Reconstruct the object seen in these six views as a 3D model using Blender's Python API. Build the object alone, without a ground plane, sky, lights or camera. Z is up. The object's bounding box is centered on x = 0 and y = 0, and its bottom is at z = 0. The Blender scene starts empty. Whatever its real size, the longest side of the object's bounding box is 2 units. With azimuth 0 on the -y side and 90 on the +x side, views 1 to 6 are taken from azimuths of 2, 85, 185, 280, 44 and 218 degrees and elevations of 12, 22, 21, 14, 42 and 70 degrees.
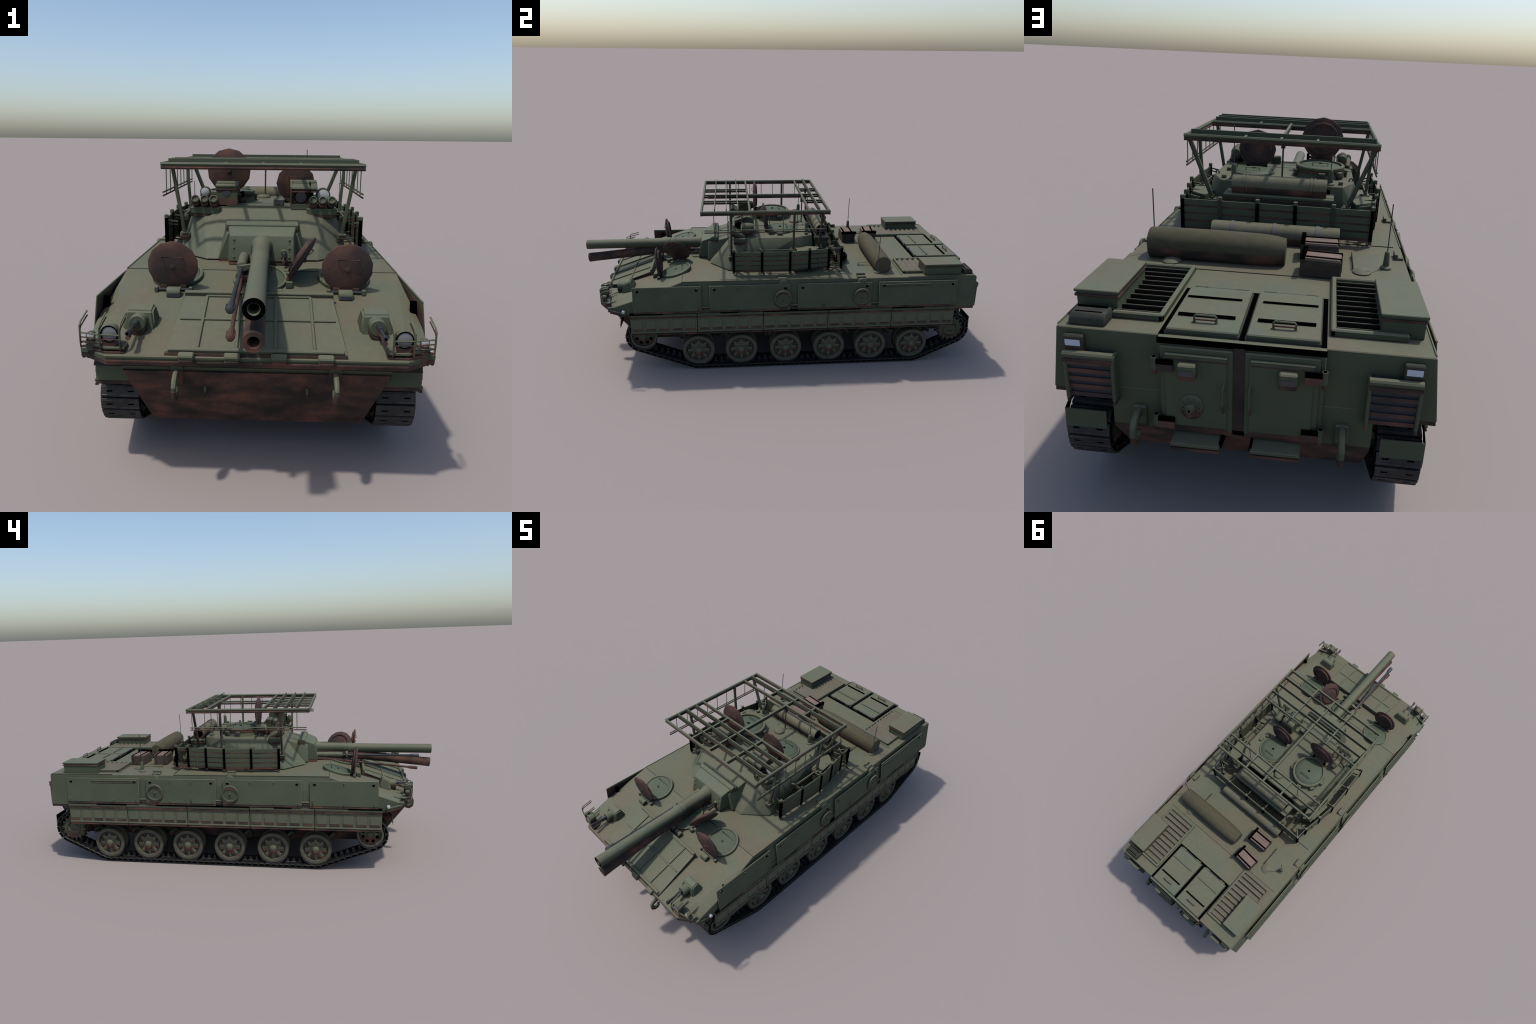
import bpy, bmesh, math, random
from mathutils import Vector, Matrix

random.seed(7)
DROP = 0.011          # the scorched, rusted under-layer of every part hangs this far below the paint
S2 = (1, -1)

# ------------------------------------------------------------------ materials
def new_mat(name):
    m = bpy.data.materials.new(name)
    m.use_nodes = True
    nt = m.node_tree
    bsdf = nt.nodes["Principled BSDF"]
    return m, nt, bsdf

def mottled(name, cols, scale, rough=0.75, metallic=0.0, detail=4.0, stops=None, fine=0.12, spec=0.3, bump=0.0, stretch=(1, 1, 1)):
    """colour ramp over two octaves of object-space noise"""
    m, nt, b = new_mat(name)
    tc = nt.nodes.new("ShaderNodeTexCoord")
    mp = nt.nodes.new("ShaderNodeMapping")
    mp.inputs["Scale"].default_value = stretch
    nt.links.new(tc.outputs["Object"], mp.inputs["Vector"])
    n1 = nt.nodes.new("ShaderNodeTexNoise")
    n1.inputs["Scale"].default_value = scale
    n1.inputs["Detail"].default_value = detail
    n1.inputs["Roughness"].default_value = 0.55
    nt.links.new(mp.outputs["Vector"], n1.inputs["Vector"])
    ramp = nt.nodes.new("ShaderNodeValToRGB")
    el = ramp.color_ramp.elements
    k = len(cols)
    stops = stops or [0.32 + 0.36 * i / max(1, k - 1) for i in range(k)]
    while len(el) < k:
        el.new(0.5)
    for i, c in enumerate(cols):
        el[i].position = stops[i]
        el[i].color = (*c, 1)
    nt.links.new(n1.outputs["Fac"], ramp.inputs["Fac"])
    n2 = nt.nodes.new("ShaderNodeTexNoise")
    n2.inputs["Scale"].default_value = scale * 9
    n2.inputs["Detail"].default_value = 5
    nt.links.new(mp.outputs["Vector"], n2.inputs["Vector"])
    mr = nt.nodes.new("ShaderNodeMapRange")
    mr.inputs["From Min"].default_value = 0.25
    mr.inputs["From Max"].default_value = 0.75
    mr.inputs["To Min"].default_value = 1 - fine
    mr.inputs["To Max"].default_value = 1 + fine
    nt.links.new(n2.outputs["Fac"], mr.inputs["Value"])
    mx = nt.nodes.new("ShaderNodeMix")
    mx.data_type = 'RGBA'
    mx.blend_type = 'MULTIPLY'
    mx.inputs["Factor"].default_value = 1
    nt.links.new(ramp.outputs["Color"], mx.inputs["A"])
    nt.links.new(mr.outputs["Result"], mx.inputs["B"])
    nt.links.new(mx.outputs["Result"], b.inputs["Base Color"])
    b.inputs["Roughness"].default_value = rough
    b.inputs["Metallic"].default_value = metallic
    b.inputs["Specular IOR Level"].default_value = spec
    if bump:
        bp = nt.nodes.new("ShaderNodeBump")
        bp.inputs["Strength"].default_value = bump
        bp.inputs["Distance"].default_value = 0.002
        nt.links.new(n2.outputs["Fac"], bp.inputs["Height"])
        nt.links.new(bp.outputs["Normal"], b.inputs["Normal"])
    return m

def plain(name, col, rough=0.7, metallic=0.0, spec=0.3):
    m, nt, b = new_mat(name)
    b.inputs["Base Color"].default_value = (*col, 1)
    b.inputs["Roughness"].default_value = rough
    b.inputs["Metallic"].default_value = metallic
    b.inputs["Specular IOR Level"].default_value = spec
    return m

DECK_TOP = [(0.106, 0.092, 0.062), (0.103, 0.101, 0.063), (0.088, 0.100, 0.066)]
FIT_TOP = [(0.102, 0.094, 0.063), (0.098, 0.102, 0.065), (0.086, 0.100, 0.066)]
def top_toned(name, base, amount_low, top_cols=FIT_TOP):
    """green paint mixed towards browner tones the more a face points up, broken by noise"""
    m = mottled(name, top_cols, 7.0, rough=0.7, fine=0.06)
    nt = m.node_tree
    b = nt.nodes["Principled BSDF"]
    src = b.inputs["Base Color"].links[0].from_socket
    geo = nt.nodes.new("ShaderNodeNewGeometry")
    sep = nt.nodes.new("ShaderNodeSeparateXYZ")
    nt.links.new(geo.outputs["Normal"], sep.inputs["Vector"])
    tc = nt.nodes.new("ShaderNodeTexCoord")
    nz = nt.nodes.new("ShaderNodeTexNoise")
    nz.inputs["Scale"].default_value = 11.0
    nz.inputs["Detail"].default_value = 5.0
    nt.links.new(tc.outputs["Object"], nz.inputs["Vector"])
    ad = nt.nodes.new("ShaderNodeMath"); ad.operation = 'MULTIPLY_ADD'
    ad.inputs[1].default_value = 0.5
    nt.links.new(nz.outputs["Fac"], ad.inputs[0])
    nt.links.new(sep.outputs["Z"], ad.inputs[2])
    mr = nt.nodes.new("ShaderNodeMapRange")
    mr.inputs["From Min"].default_value = 0.35
    mr.inputs["From Max"].default_value = 0.95
    mr.inputs["To Min"].default_value = amount_low
    mr.inputs["To Max"].default_value = 1.0
    nt.links.new(ad.outputs["Value"], mr.inputs["Value"])
    mx = nt.nodes.new("ShaderNodeMix"); mx.data_type = 'RGBA'
    nt.links.new(mr.outputs["Result"], mx.inputs["Factor"])
    mx.inputs["A"].default_value = (*base, 1)
    nt.links.new(src, mx.inputs["B"])
    nt.links.new(mx.outputs["Result"], b.inputs["Base Color"])
    return m

MAT = {
    "paint": top_toned("olive_paint", (0.050, 0.061, 0.036), 0.0),
    "deck": top_toned("olive_deck_paint", (0.050, 0.061, 0.036), 0.0, DECK_TOP),
    "pale": top_toned("pale_olive_paint", (0.050, 0.061, 0.036), 0.6),
    "green": mottled("deep_green_paint", [(0.052, 0.068, 0.042), (0.060, 0.078, 0.049)], 9.0, rough=0.65, fine=0.05),
    "rust": mottled("rust", [(0.020, 0.015, 0.013), (0.046, 0.027, 0.021), (0.100, 0.044, 0.030)], 11.0, rough=0.85, fine=0.15, stops=[0.36, 0.5, 0.66], stretch=(1, 1, 1.6)),
    "rust_red": mottled("rust_red", [(0.030, 0.023, 0.021), (0.050, 0.029, 0.024), (0.086, 0.043, 0.031)], 11.0, rough=0.8, fine=0.12, stops=[0.38, 0.5, 0.64]),
    "rust_hub": mottled("hub_rust", [(0.060, 0.030, 0.024), (0.095, 0.040, 0.030)], 22.0, rough=0.8, fine=0.12),
    "black": plain("flat_black", (0.0012, 0.0012, 0.0012), rough=1.0, spec=0.0),  # also paints posts and seams where coincident faces rendered black
    "steel": mottled("dark_steel", [(0.030, 0.033, 0.038), (0.050, 0.053, 0.058)], 20.0, rough=0.5, metallic=0.3),
    "tarp": mottled("canvas_tarp", [(0.052, 0.048, 0.028), (0.070, 0.064, 0.038)], 8.0, rough=0.95, fine=0.15, stretch=(0.4, 1, 1)),
    "khaki": mottled("khaki_tube", [(0.105, 0.098, 0.060), (0.125, 0.120, 0.078)], 9.0, rough=0.75),
    "band": plain("pale_strap", (0.105, 0.102, 0.092), rough=0.7),
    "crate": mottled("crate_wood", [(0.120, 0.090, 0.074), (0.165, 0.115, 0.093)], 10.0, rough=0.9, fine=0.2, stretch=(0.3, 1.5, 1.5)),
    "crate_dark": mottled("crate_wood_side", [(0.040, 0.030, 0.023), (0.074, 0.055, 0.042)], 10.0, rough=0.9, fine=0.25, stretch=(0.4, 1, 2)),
    "charcoal": mottled("charred_wood", [(0.020, 0.016, 0.014), (0.05, 0.035, 0.03)], 14.0, rough=0.95),
    "tyre": mottled("wheel_rim_paint", [(0.060, 0.057, 0.038), (0.078, 0.074, 0.050)], 14.0, rough=0.8, fine=0.15),
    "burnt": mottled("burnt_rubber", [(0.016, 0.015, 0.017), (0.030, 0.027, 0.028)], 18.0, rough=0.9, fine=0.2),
    "track": mottled("track_steel", [(0.014, 0.014, 0.014), (0.034, 0.033, 0.032), (0.085, 0.082, 0.078)], 60.0, rough=0.42, metallic=0.6, fine=0.3),
    "pad": mottled("track_pad", [(0.012, 0.012, 0.012), (0.030, 0.029, 0.028)], 40.0, rough=0.6, fine=0.25),
    "track_rust": mottled("track_rust", [(0.026, 0.022, 0.020), (0.052, 0.040, 0.034)], 40.0, rough=0.8, fine=0.25),
    "slot": plain("louvre_navy", (0.018, 0.024, 0.032), rough=0.6),  # dark navy fill between the louvre slats
    "exhaust": mottled("exhaust_paint", [(0.021, 0.022, 0.016), (0.034, 0.034, 0.025)], 20.0, rough=0.7),
    "slat": mottled("grille_slat", [(0.088, 0.080, 0.055), (0.106, 0.095, 0.069)], 12.0, rough=0.8, fine=0.15),
    "grille_fill": plain("grille_dark_fill", (0.008, 0.008, 0.007), rough=0.9, spec=0.1),  # colour of solid blocks standing in for grille openings
    "lens": plain("lamp_glass", (0.36, 0.37, 0.38), rough=0.4, spec=0.4),
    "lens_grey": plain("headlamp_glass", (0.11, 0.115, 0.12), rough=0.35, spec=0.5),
    "lens_dark": plain("optic_glass", (0.030, 0.032, 0.040), rough=0.3, spec=0.5),
    "lamp": plain("tail_lamp_glass", (0.42, 0.46, 0.54), rough=0.4, spec=0.4),
}
TWIN = {"paint": "rust", "deck": "rust", "pale": "rust", "green": "rust", "tarp": "rust", "khaki": "rust", "steel": "rust_red", "tyre": "burnt",
        "crate": "charcoal", "crate_dark": "charcoal", "band": "rust", "exhaust": "rust", "black": "rust",
        "slat": "rust", "rust": None, "rust_red": None, "rust_hub": None, "lens": None, "lens_grey": None, "lens_dark": None, "lamp": None, "slot": None, "grille_fill": None,
        "track": None, "pad": None, "burnt": None, "track_rust": None}

# ------------------------------------------------------------------ root
ROOT = bpy.data.objects.new("infantry_fighting_vehicle", None)
bpy.context.scene.collection.objects.link(ROOT)
ROOT["label"] = "olive tracked fighting vehicle with roof cage, long gun and rust"
ROOT["category"] = "armoured vehicle"

V3 = lambda *a: Vector(a)

# ------------------------------------------------------------------ part builder
class Part:
    def __init__(self, name, parent=None, mat="paint", twin=True, shrink=0.0008, twin_fn=None, angle=35, mapping=None):
        self.name, self.parent, self.mat = name, parent, mat
        self.twin, self.shrink, self.twin_fn, self.angle = twin, shrink, twin_fn, angle
        self.map = dict(TWIN); self.map.update(mapping or {})
        self.v, self.f, self.m, self.t = [], [], [], []

    def add(self, verts, faces, mat=None, twin=True):
        o = len(self.v)
        self.v += [Vector(p) for p in verts]
        for f in faces:
            self.f.append([o + i for i in f]); self.m.append(mat or self.mat); self.t.append(twin)

    def add_bm(self, bm, mat=None, twin=True):
        bm.verts.index_update()
        self.add([v.co.copy() for v in bm.verts], [[v.index for v in f.verts] for f in bm.faces], mat, twin)
        bm.free()

    def hull(self, pts, mat=None, bev=0.0, twin=True, seg=1):
        """convex solid through the given corner points, edges optionally chamfered"""
        bm = bmesh.new()
        for p in pts:
            bm.verts.new(p)
        bmesh.ops.convex_hull(bm, input=bm.verts[:])
        loose = [v for v in bm.verts if not v.link_faces]
        if loose:
            bmesh.ops.delete(bm, geom=loose, context='VERTS')
        bmesh.ops.dissolve_limit(bm, angle_limit=math.radians(1.5), verts=bm.verts[:], edges=bm.edges[:])
        bmesh.ops.recalc_face_normals(bm, faces=bm.faces[:])
        if bev:
            bmesh.ops.bevel(bm, geom=bm.edges[:], offset=bev, segments=seg, affect='EDGES', clamp_overlap=True)
        self.add_bm(bm, mat, twin)

    def box(self, x0, x1, y0, y1, z0, z1, mat=None, bev=0.0, twin=True):
        if x0 > x1: x0, x1 = x1, x0
        self.hull([(x, y, z) for x in (x0, x1) for y in (y0, y1) for z in (z0, z1)], mat, bev, twin)

    def obox(self, c, ax, ay, az, sx, sy, sz, mat=None, bev=0.0, twin=True):
        c, ax, ay, az = Vector(c), Vector(ax).normalized(), Vector(ay).normalized(), Vector(az).normalized()
        self.hull([c + ax * sx * i + ay * sy * j + az * sz * k for i in S2 for j in S2 for k in S2], mat, bev, twin)

    def bar(self, p0, p1, w, h, up=(0, 0, 1), mat=None, bev=0.0, twin=True):
        p0, p1 = Vector(p0), Vector(p1)
        d = (p1 - p0)
        s = d.cross(Vector(up))
        if s.length < 1e-6: s = d.cross(Vector((1, 0, 0)))
        s.normalize(); u = s.cross(d).normalized()
        self.obox((p0 + p1) / 2, d, s, u, d.length / 2, w / 2, h / 2, mat, bev, twin)

    def prism(self, poly, vec, mat=None, twin=True):
        n = len(poly); vec = Vector(vec)
        vs = [Vector(p) for p in poly] + [Vector(p) + vec for p in poly]
        fs = [list(range(n))[::-1], list(range(n, 2 * n))] + [[i, (i + 1) % n, n + (i + 1) % n, n + i] for i in range(n)]
        self.add(vs, fs, mat, twin)

    def lathe(self, prof, org, axis, n=16, mat=None, ref=None, twin=True, caps=True, phase=0.0):
        """profile of (radius, height) pairs turned about an axis"""
        org, a = Vector(org), Vector(axis).normalized()
        r = Vector(ref) if ref else (Vector((0, 0, 1)) if abs(a.z) < 0.9 else Vector((0, 1, 0)))
        u = (r - a * r.dot(a)).normalized(); w = a.cross(u)
        vs, rows = [], []
        closed = len(prof) > 2 and prof[0] == prof[-1]
        for rad, h in (prof[:-1] if closed else prof):
            if rad < 1e-6:
                rows.append([len(vs)]); vs.append(org + a * h)
            else:
                rows.append(list(range(len(vs), len(vs) + n)))
                for i in range(n):
                    t = 2 * math.pi * (i + phase) / n
                    vs.append(org + a * h + u * (math.cos(t) * rad) + w * (math.sin(t) * rad))
        fs = []
        if closed:
            rows.append(rows[0]); caps = False
        for A, B in zip(rows, rows[1:]):
            for i in range(n):
                j = (i + 1) % n
                if len(A) == 1 and len(B) == 1: continue
                if len(A) == 1: fs.append([A[0], B[j], B[i]])
                elif len(B) == 1: fs.append([A[i], A[j], B[0]])
                else: fs.append([A[i], A[j], B[j], B[i]])
        if caps:
            if len(rows[0]) > 1: fs.append(rows[0][::-1])
            if len(rows[-1]) > 1: fs.append(rows[-1])
        self.add(vs, fs, mat, twin)

    def cyl(self, p0, p1, r, r1=None, n=10, mat=None, twin=True):
        p0, p1 = Vector(p0), Vector(p1)
        self.lathe([(r, 0), (r if r1 is None else r1, (p1 - p0).length)], p0, p1 - p0, n, mat, twin=twin)

    def ring(self, org, axis, r_in, r_out, h0, h1, n=24, mat=None, twin=True, bev=0.0):
        if bev:
            prof = [(r_in, h0), (r_in, h1 - bev), (r_in + bev, h1), (r_out - bev, h1), (r_out, h1 - bev), (r_out, h0), (r_in, h0)]
        else:
            prof = [(r_in, h0), (r_in, h1), (r_out, h1), (r_out, h0), (r_in, h0)]
        self.lathe(prof, org, axis, n, mat, twin=twin, caps=False)

    def tube(self, path, r, n=6, mat=None, twin=True):
        pts = [Vector(p) for p in path]
        vs, fs = [], []
        prev = None
        for i, p in enumerate(pts):
            d = ((pts[min(i + 1, len(pts) - 1)] - p).normalized() + (p - pts[max(i - 1, 0)]).normalized()).normalized()
            if prev is None:
                prev = d.cross(Vector((0, 0, 1)))
                if prev.length < 1e-3: prev = d.cross(Vector((1, 0, 0)))
            u = (prev - d * prev.dot(d)).normalized(); prev = u
            w = d.cross(u)
            for k in range(n):
                t = 2 * math.pi * k / n
                vs.append(p + u * math.cos(t) * r + w * math.sin(t) * r)
        for i in range(len(pts) - 1):
            for k in range(n):
                j = (k + 1) % n
                fs.append([i * n + k, i * n + j, (i + 1) * n + j, (i + 1) * n + k])
        fs.append(list(range(n))[::-1]); fs.append([(len(pts) - 1) * n + k for k in range(n)])
        self.add(vs, fs, mat, twin)

    def build(self, link=True):
        bm = bmesh.new()
        names = []
        def slot(nm):
            if nm not in names: names.append(nm)
            return names.index(nm)
        bv = [bm.verts.new(p) for p in self.v]
        keep = []
        for f, m, t in zip(self.f, self.m, self.t):
            try:
                bf = bm.faces.new([bv[i] for i in f])
            except ValueError:
                continue
            bf.material_index = slot(m); keep.append((bf, m, t))
        bmesh.ops.recalc_face_normals(bm, faces=bm.faces[:])
        bm.normal_update()
        if self.twin:
            newv = {}
            def tv(v):
                if v not in newv:
                    co = v.co - v.normal * self.shrink
                    if self.twin_fn: co = self.twin_fn(co)
                    newv[v] = bm.verts.new(co + Vector((0, 0, -DROP)))
                return newv[v]
            for bf, m, t in keep:
                tm = self.map.get(m)
                if t and tm:
                    try:
                        nf = bm.faces.new([tv(v) for v in bf.verts]); nf.material_index = slot(tm)
                    except ValueError:
                        pass
        me = bpy.data.meshes.new(self.name)
        bm.to_mesh(me); bm.free()
        for nm in names: me.materials.append(MAT[nm])
        me.polygons.foreach_set("use_smooth", [True] * len(me.polygons))
        me.set_sharp_from_angle(angle=math.radians(self.angle))
        ob = bpy.data.objects.new(self.name, me)
        bpy.context.scene.collection.objects.link(ob)
        ob.parent = self.parent if self.parent else ROOT
        self.ob = ob
        return ob

def copy_of(ob, loc, parent=None, rot=None):
    o = bpy.data.objects.new(ob.name.split(".")[0], ob.data)
    bpy.context.scene.collection.objects.link(o)
    o.location = loc
    if rot: o.rotation_euler = rot
    o.parent = parent or ROOT
    return o

ZD = 0.471                                   # deck height
def glacis_z(y):                             # height of the sloping bow plate
    if y > -0.483: return ZD
    return 0.360 + (ZD - 0.360) * (y + 0.873) / 0.390

# ================================================================== HULL
h = Part("hull", mat="deck", angle=20)
pts = []
for s in S2:
    pts += [(s * 0.401, 0.938, ZD - 0.002), (s * 0.422, 0.937, 0.313), (s * 0.400, -0.483, ZD), (s * 0.422, -0.733, 0.313),
            (s * 0.421, -0.711, 0.388), (s * 0.419, -0.818, 0.352), (s * 0.418, -0.815, 0.340),
            (s * 0.350, -0.873, 0.360), (s * 0.350, -0.871, 0.346)]
h.hull(pts, bev=0.002)
# belly tub between the tracks
tub = [(0.9385, 0.330), (0.9388, 0.232), (0.880, 0.144), (0.840, 0.1225), (-0.7145, 0.1225)]
pts = [(s * 0.289, y, z) for s in S2 for y, z in tub[:2]] + [(s * 0.280, y, z) for s in S2 for y, z in tub[2:]]
pts += [(s * 0.289, 0.84, 0.16) for s in S2] + [(s * 0.320, -0.8515, 0.325) for s in S2] + [(s * 0.289, -0.70, 0.32) for s in S2]
h.hull(pts, bev=0.002)
# bow rim, deck joint lines
h.box(-0.352, 0.352, -0.8755, -0.864, 0.3545, 0.3615, bev=0.0015)
h.box(-0.399, 0.399, -0.4845, -0.4825, 0.468, 0.4722, mat="exhaust", twin=False)
h.box(-0.378, 0.378, 0.5745, 0.5760, 0.468, 0.4716, mat="exhaust", twin=False)
for s in S2:
    h.box(s * 0.205, s * 0.378, 0.279, 0.281, 0.468, 0.4718, mat="black", twin=False)
    h.bar((s * 0.4005, 0.28, 0.4715), (s * 0.4005, -0.483, 0.4722), 0.003, 0.003)
    h.bar((s * 0.4005, 0.93, 0.4702), (s * 0.4005, 0.60, 0.4708), 0.003, 0.003)
    # side marker bar on the bow edge and small side lamp
    h.bar((s * 0.424, -0.745, 0.322), (s * 0.421, -0.820, 0.345), 0.008, 0.010, bev=0.002)
    h.lathe([(0.0, 0.010), (0.006, 0.0095), (0.008, 0.006), (0.008, -0.004)], (s * 0.425, -0.757, 0.337), (s, 0, 0), 14, "lens")
    # bow end lugs
    h.box(s * 0.398, s * 0.424, -0.828, -0.808, 0.346, 0.360, bev=0.002)
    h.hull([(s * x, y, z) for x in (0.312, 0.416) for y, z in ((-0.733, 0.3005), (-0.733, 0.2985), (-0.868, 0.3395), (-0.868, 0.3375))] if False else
           [(s * x, y, z + k) for x in (0.312, 0.4145) for y, z in ((-0.725, 0.2985), (-0.813, 0.3255)) for k in (0, 0.0015)], mat="black", twin=False)  # thin black plate added to darken the fender underside
    # fender brace below the bow
    h.hull([(s * 0.33, -0.80, 0.315), (s * 0.33, -0.765, 0.30), (s * 0.336, -0.80, 0.315), (s * 0.336, -0.765, 0.30), (s * 0.333, -0.775, 0.255)], mat="exhaust", twin=False)
h.build()

# ------------------------------------------------------------------ bow trim vane
v = Part("trim_vane")
NV = Vector((0, -0.32, 1)).normalized()
def vp(x, y, d=0.0):
    """point on the bow plate, lifted by d along its normal"""
    zz = 0.360 + (0.438 - 0.360) * (y + 0.873) / 0.228
    return Vector((x, y, zz)) + NV * d
v.hull([vp(s * x, y, d) for s in S2 for x, y in ((0.197, -0.646), (0.212, -0.862)) for d in (0.001, 0.006)], bev=0.001)
v.hull([vp(s * x, y, d) for s in S2 for x, y, d in ((0.190, -0.650, -0.012), (0.205, -0.855, -0.003), (0.190, -0.650, 0.002), (0.205, -0.855, 0.002))], mat="rust", twin=False)
v.hull([vp(s * 0.199, y, d) for s in S2 for y in (-0.652, -0.641) for d in (-0.006, 0.0175)], bev=0.002)
v.hull([vp(s * 0.205, y, d) for s in S2 for y in (-0.864, -0.853) for d in (0, 0.014)], bev=0.002)
v.hull([vp(s * 0.195, y, d) for s in S2 for y in (-0.751, -0.745) for d in (0.004, 0.011)], bev=0.0015)
v.hull([vp(s * 0.137, y, d) for s in S2 for y in (-0.657, -0.651) for d in (0.004, 0.011)], bev=0.0015)
for x in (-0.137, -0.046, 0.046, 0.137):
    v.hull([vp(x + i * 0.0035, y, d) for i in S2 for y in (-0.653, -0.852) for d in (0.004, 0.0115)], bev=0.0015)
v.box(-0.212, 0.212, -0.870, -0.858, 0.361, 0.3675, mat="rust", twin=False)
v.build()
hg = Part("vane_hinge")
for x in (-0.160, -0.054, 0.054, 0.162):
    hg.hull([vp(x + i * 0.0185, y, d) for i in S2 for y in (-0.884, -0.866) for d in (0.0, 0.012)], bev=0.003)
hg.build()

# ------------------------------------------------------------------ side panels
PANELS = ((-0.711, -0.393), (-0.356, 0.027), (0.062, 0.419), (0.454, 0.840))
def side_panel(s, k):
    y0, y1 = PANELS[k]
    p = Part("side_panel")
    xt, xb = 0.4195, 0.4345
    p.hull([(s * (x + d), y, z) for (x, z) in ((xt, 0.4555), (xb, 0.3350)) for d in (-0.005, 0.0) for y in (y0, y1)], bev=0.0015)
    def px(z): return xb + (xt - xb) * (z - 0.3350) / 0.1205
    n = 2 if k == 0 else 3
    ys = [y0 + 0.018 + (y1 - y0 - 0.036) * i / n for i in range(n + 1)]
    for y in ys:
        for z in (0.444, 0.3465):
            p.lathe([(0.0030, -0.002), (0.0030, 0.003), (0.0018, 0.0045), (0, 0.0048)], (s * px(z), y, z), (s, 0, 0), 8)
    for y, o in ((ys[0], 0.006), (ys[-1], -0.006)):
        p.box(s * (px(0.436) - 0.002), s * (px(0.436) + 0.0012), y + o - 0.0055, y + o + 0.0055, 0.4315, 0.4405, mat="black", twin=False)
    if k == 3:
        p.cyl((s * (px(0.444) + 0.002), 0.468, 0.4435), (s * (px(0.444) + 0.002), 0.700, 0.4435), 0.0020, n=8)
    # standoffs to the hull
    for y in (y0 + 0.05, y1 - 0.05):
        p.box(s * 0.400, s * 0.419, y - 0.004, y + 0.004, 0.375, 0.44, mat="black", twin=False)
    # grab loop at the lower edge
    yl = {0: -0.408, 2: 0.185}.get(k)
    if yl:
        p.bar((s * (px(0.348) + 0.002), yl, 0.343), (s * (px(0.348) + 0.006), yl, 0.368), 0.005, 0.004, up=(0, 1, 0), bev=0.001, mat="slat")
    p.build()
    # bars visible in the gap between panels
    if k < 3:
        b = Part("gap_rail")
        b.cyl((s * 0.424, y1 - 0.01, 0.350), (s * 0.424, PANELS[k + 1][0] + 0.01, 0.350), 0.004, n=8, mat="slat")
        b.build()
for s in S2:
    for k in range(4):
        side_panel(s, k)
    for y in (-0.009, 0.371):
        d = Part("side_roundel")
        o = (s * 0.4310, y, 0.388)
        d.ring(o, (s, 0, 0), 0.033, 0.0425, 0, 0.0062, n=28, bev=0.0015)
        d.lathe([(0.0335, 0.0), (0.0335, 0.0025), (0.0, 0.0030)], o, (s, 0, 0), 28)
        d.lathe([(0.005, 0.0), (0.005, 0.005), (0.003, 0.0075), (0, 0.008)], (o[0], o[1], o[2]), (s, 0, 0), 10)
        d.build()
        c = Part("deck_cleat")
        c.box(s * 0.372, s * 0.397, y - 0.021, y + 0.021, ZD - 0.001, 0.4775, bev=0.0015)
        c.box(s * 0.370, s * 0.380, y - 0.021, y + 0.021, 0.476, 0.4875, bev=0.0015)
        c.lathe([(0.024, -0.004), (0.024, 0.004), (0.021, 0.006), (0, 0.006)], (s * 0.409, y + 0.004, 0.450), (s, 0, 0), 24)
        c.build()

# ------------------------------------------------------------------ track skirts
SK = [-0.731 + 0.3146 * i for i in range(6)]
for s in S2:
    for k in range(5):
        y0, y1 = SK[k] + 0.0015, SK[k + 1] - 0.0015
        p = Part("track_skirt", mat="pale")
        def sx(z, o=0.0): return s * (0.4265 + o)
        p.box(sx(0, -0.006), sx(0), y0, y1, 0.2225, 0.316, bev=0.001)
        p.box(sx(0, -0.001), sx(0, 0.0045), y0, y1, 0.2215, 0.2295, bev=0.0015)
        p.box(sx(0, -0.001), sx(0, 0.0060), y0, y1, 0.3085, 0.3195, bev=0.0012, mat="paint")
        w = (y1 - y0) / 5
        for i in range(5):
            a, b = y0 + w * i + 0.008, y0 + w * (i + 1) - 0.008
            p.hull([(sx(0, -0.002), y, z) for y in (a, b) for z in (0.245, 0.290)] + [(sx(0, 0.0042), y, 0.245) for y in (a, b)] + [(sx(0, 0.0012), y, 0.290) for y in (a, b)], bev=0.001)
        for i in range(4):
            y = y0 + (y1 - y0) * (i + 0.5) / 4
            p.lathe([(0.0026, 0), (0.0026, 0.003), (0, 0.004)], (sx(0, 0.006), y, 0.3140), (s, 0, 0), 6)
        dark = [(0, 0.5), (0.35, 0.62), (0, 1.0), (0, 0.5), (0, 0.5)][k]
        p.box(s * 0.4100, s * 0.4336, y0 + (y1 - y0) * dark[0], y0 + (y1 - y0) * dark[1], 0.3192, 0.3262, mat="black", twin=False)  # black strip copying the blackness of coincident faces
        p.build()

# ================================================================== RUNNING GEAR
WY = (0.655, 0.443, 0.232, 0.014, -0.207, -0.418)
WZ, WR = 0.0975, 0.0785
wp = Part("road_wheel", angle=28, shrink=0.001, mapping={"pale": "rust_hub"})
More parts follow.
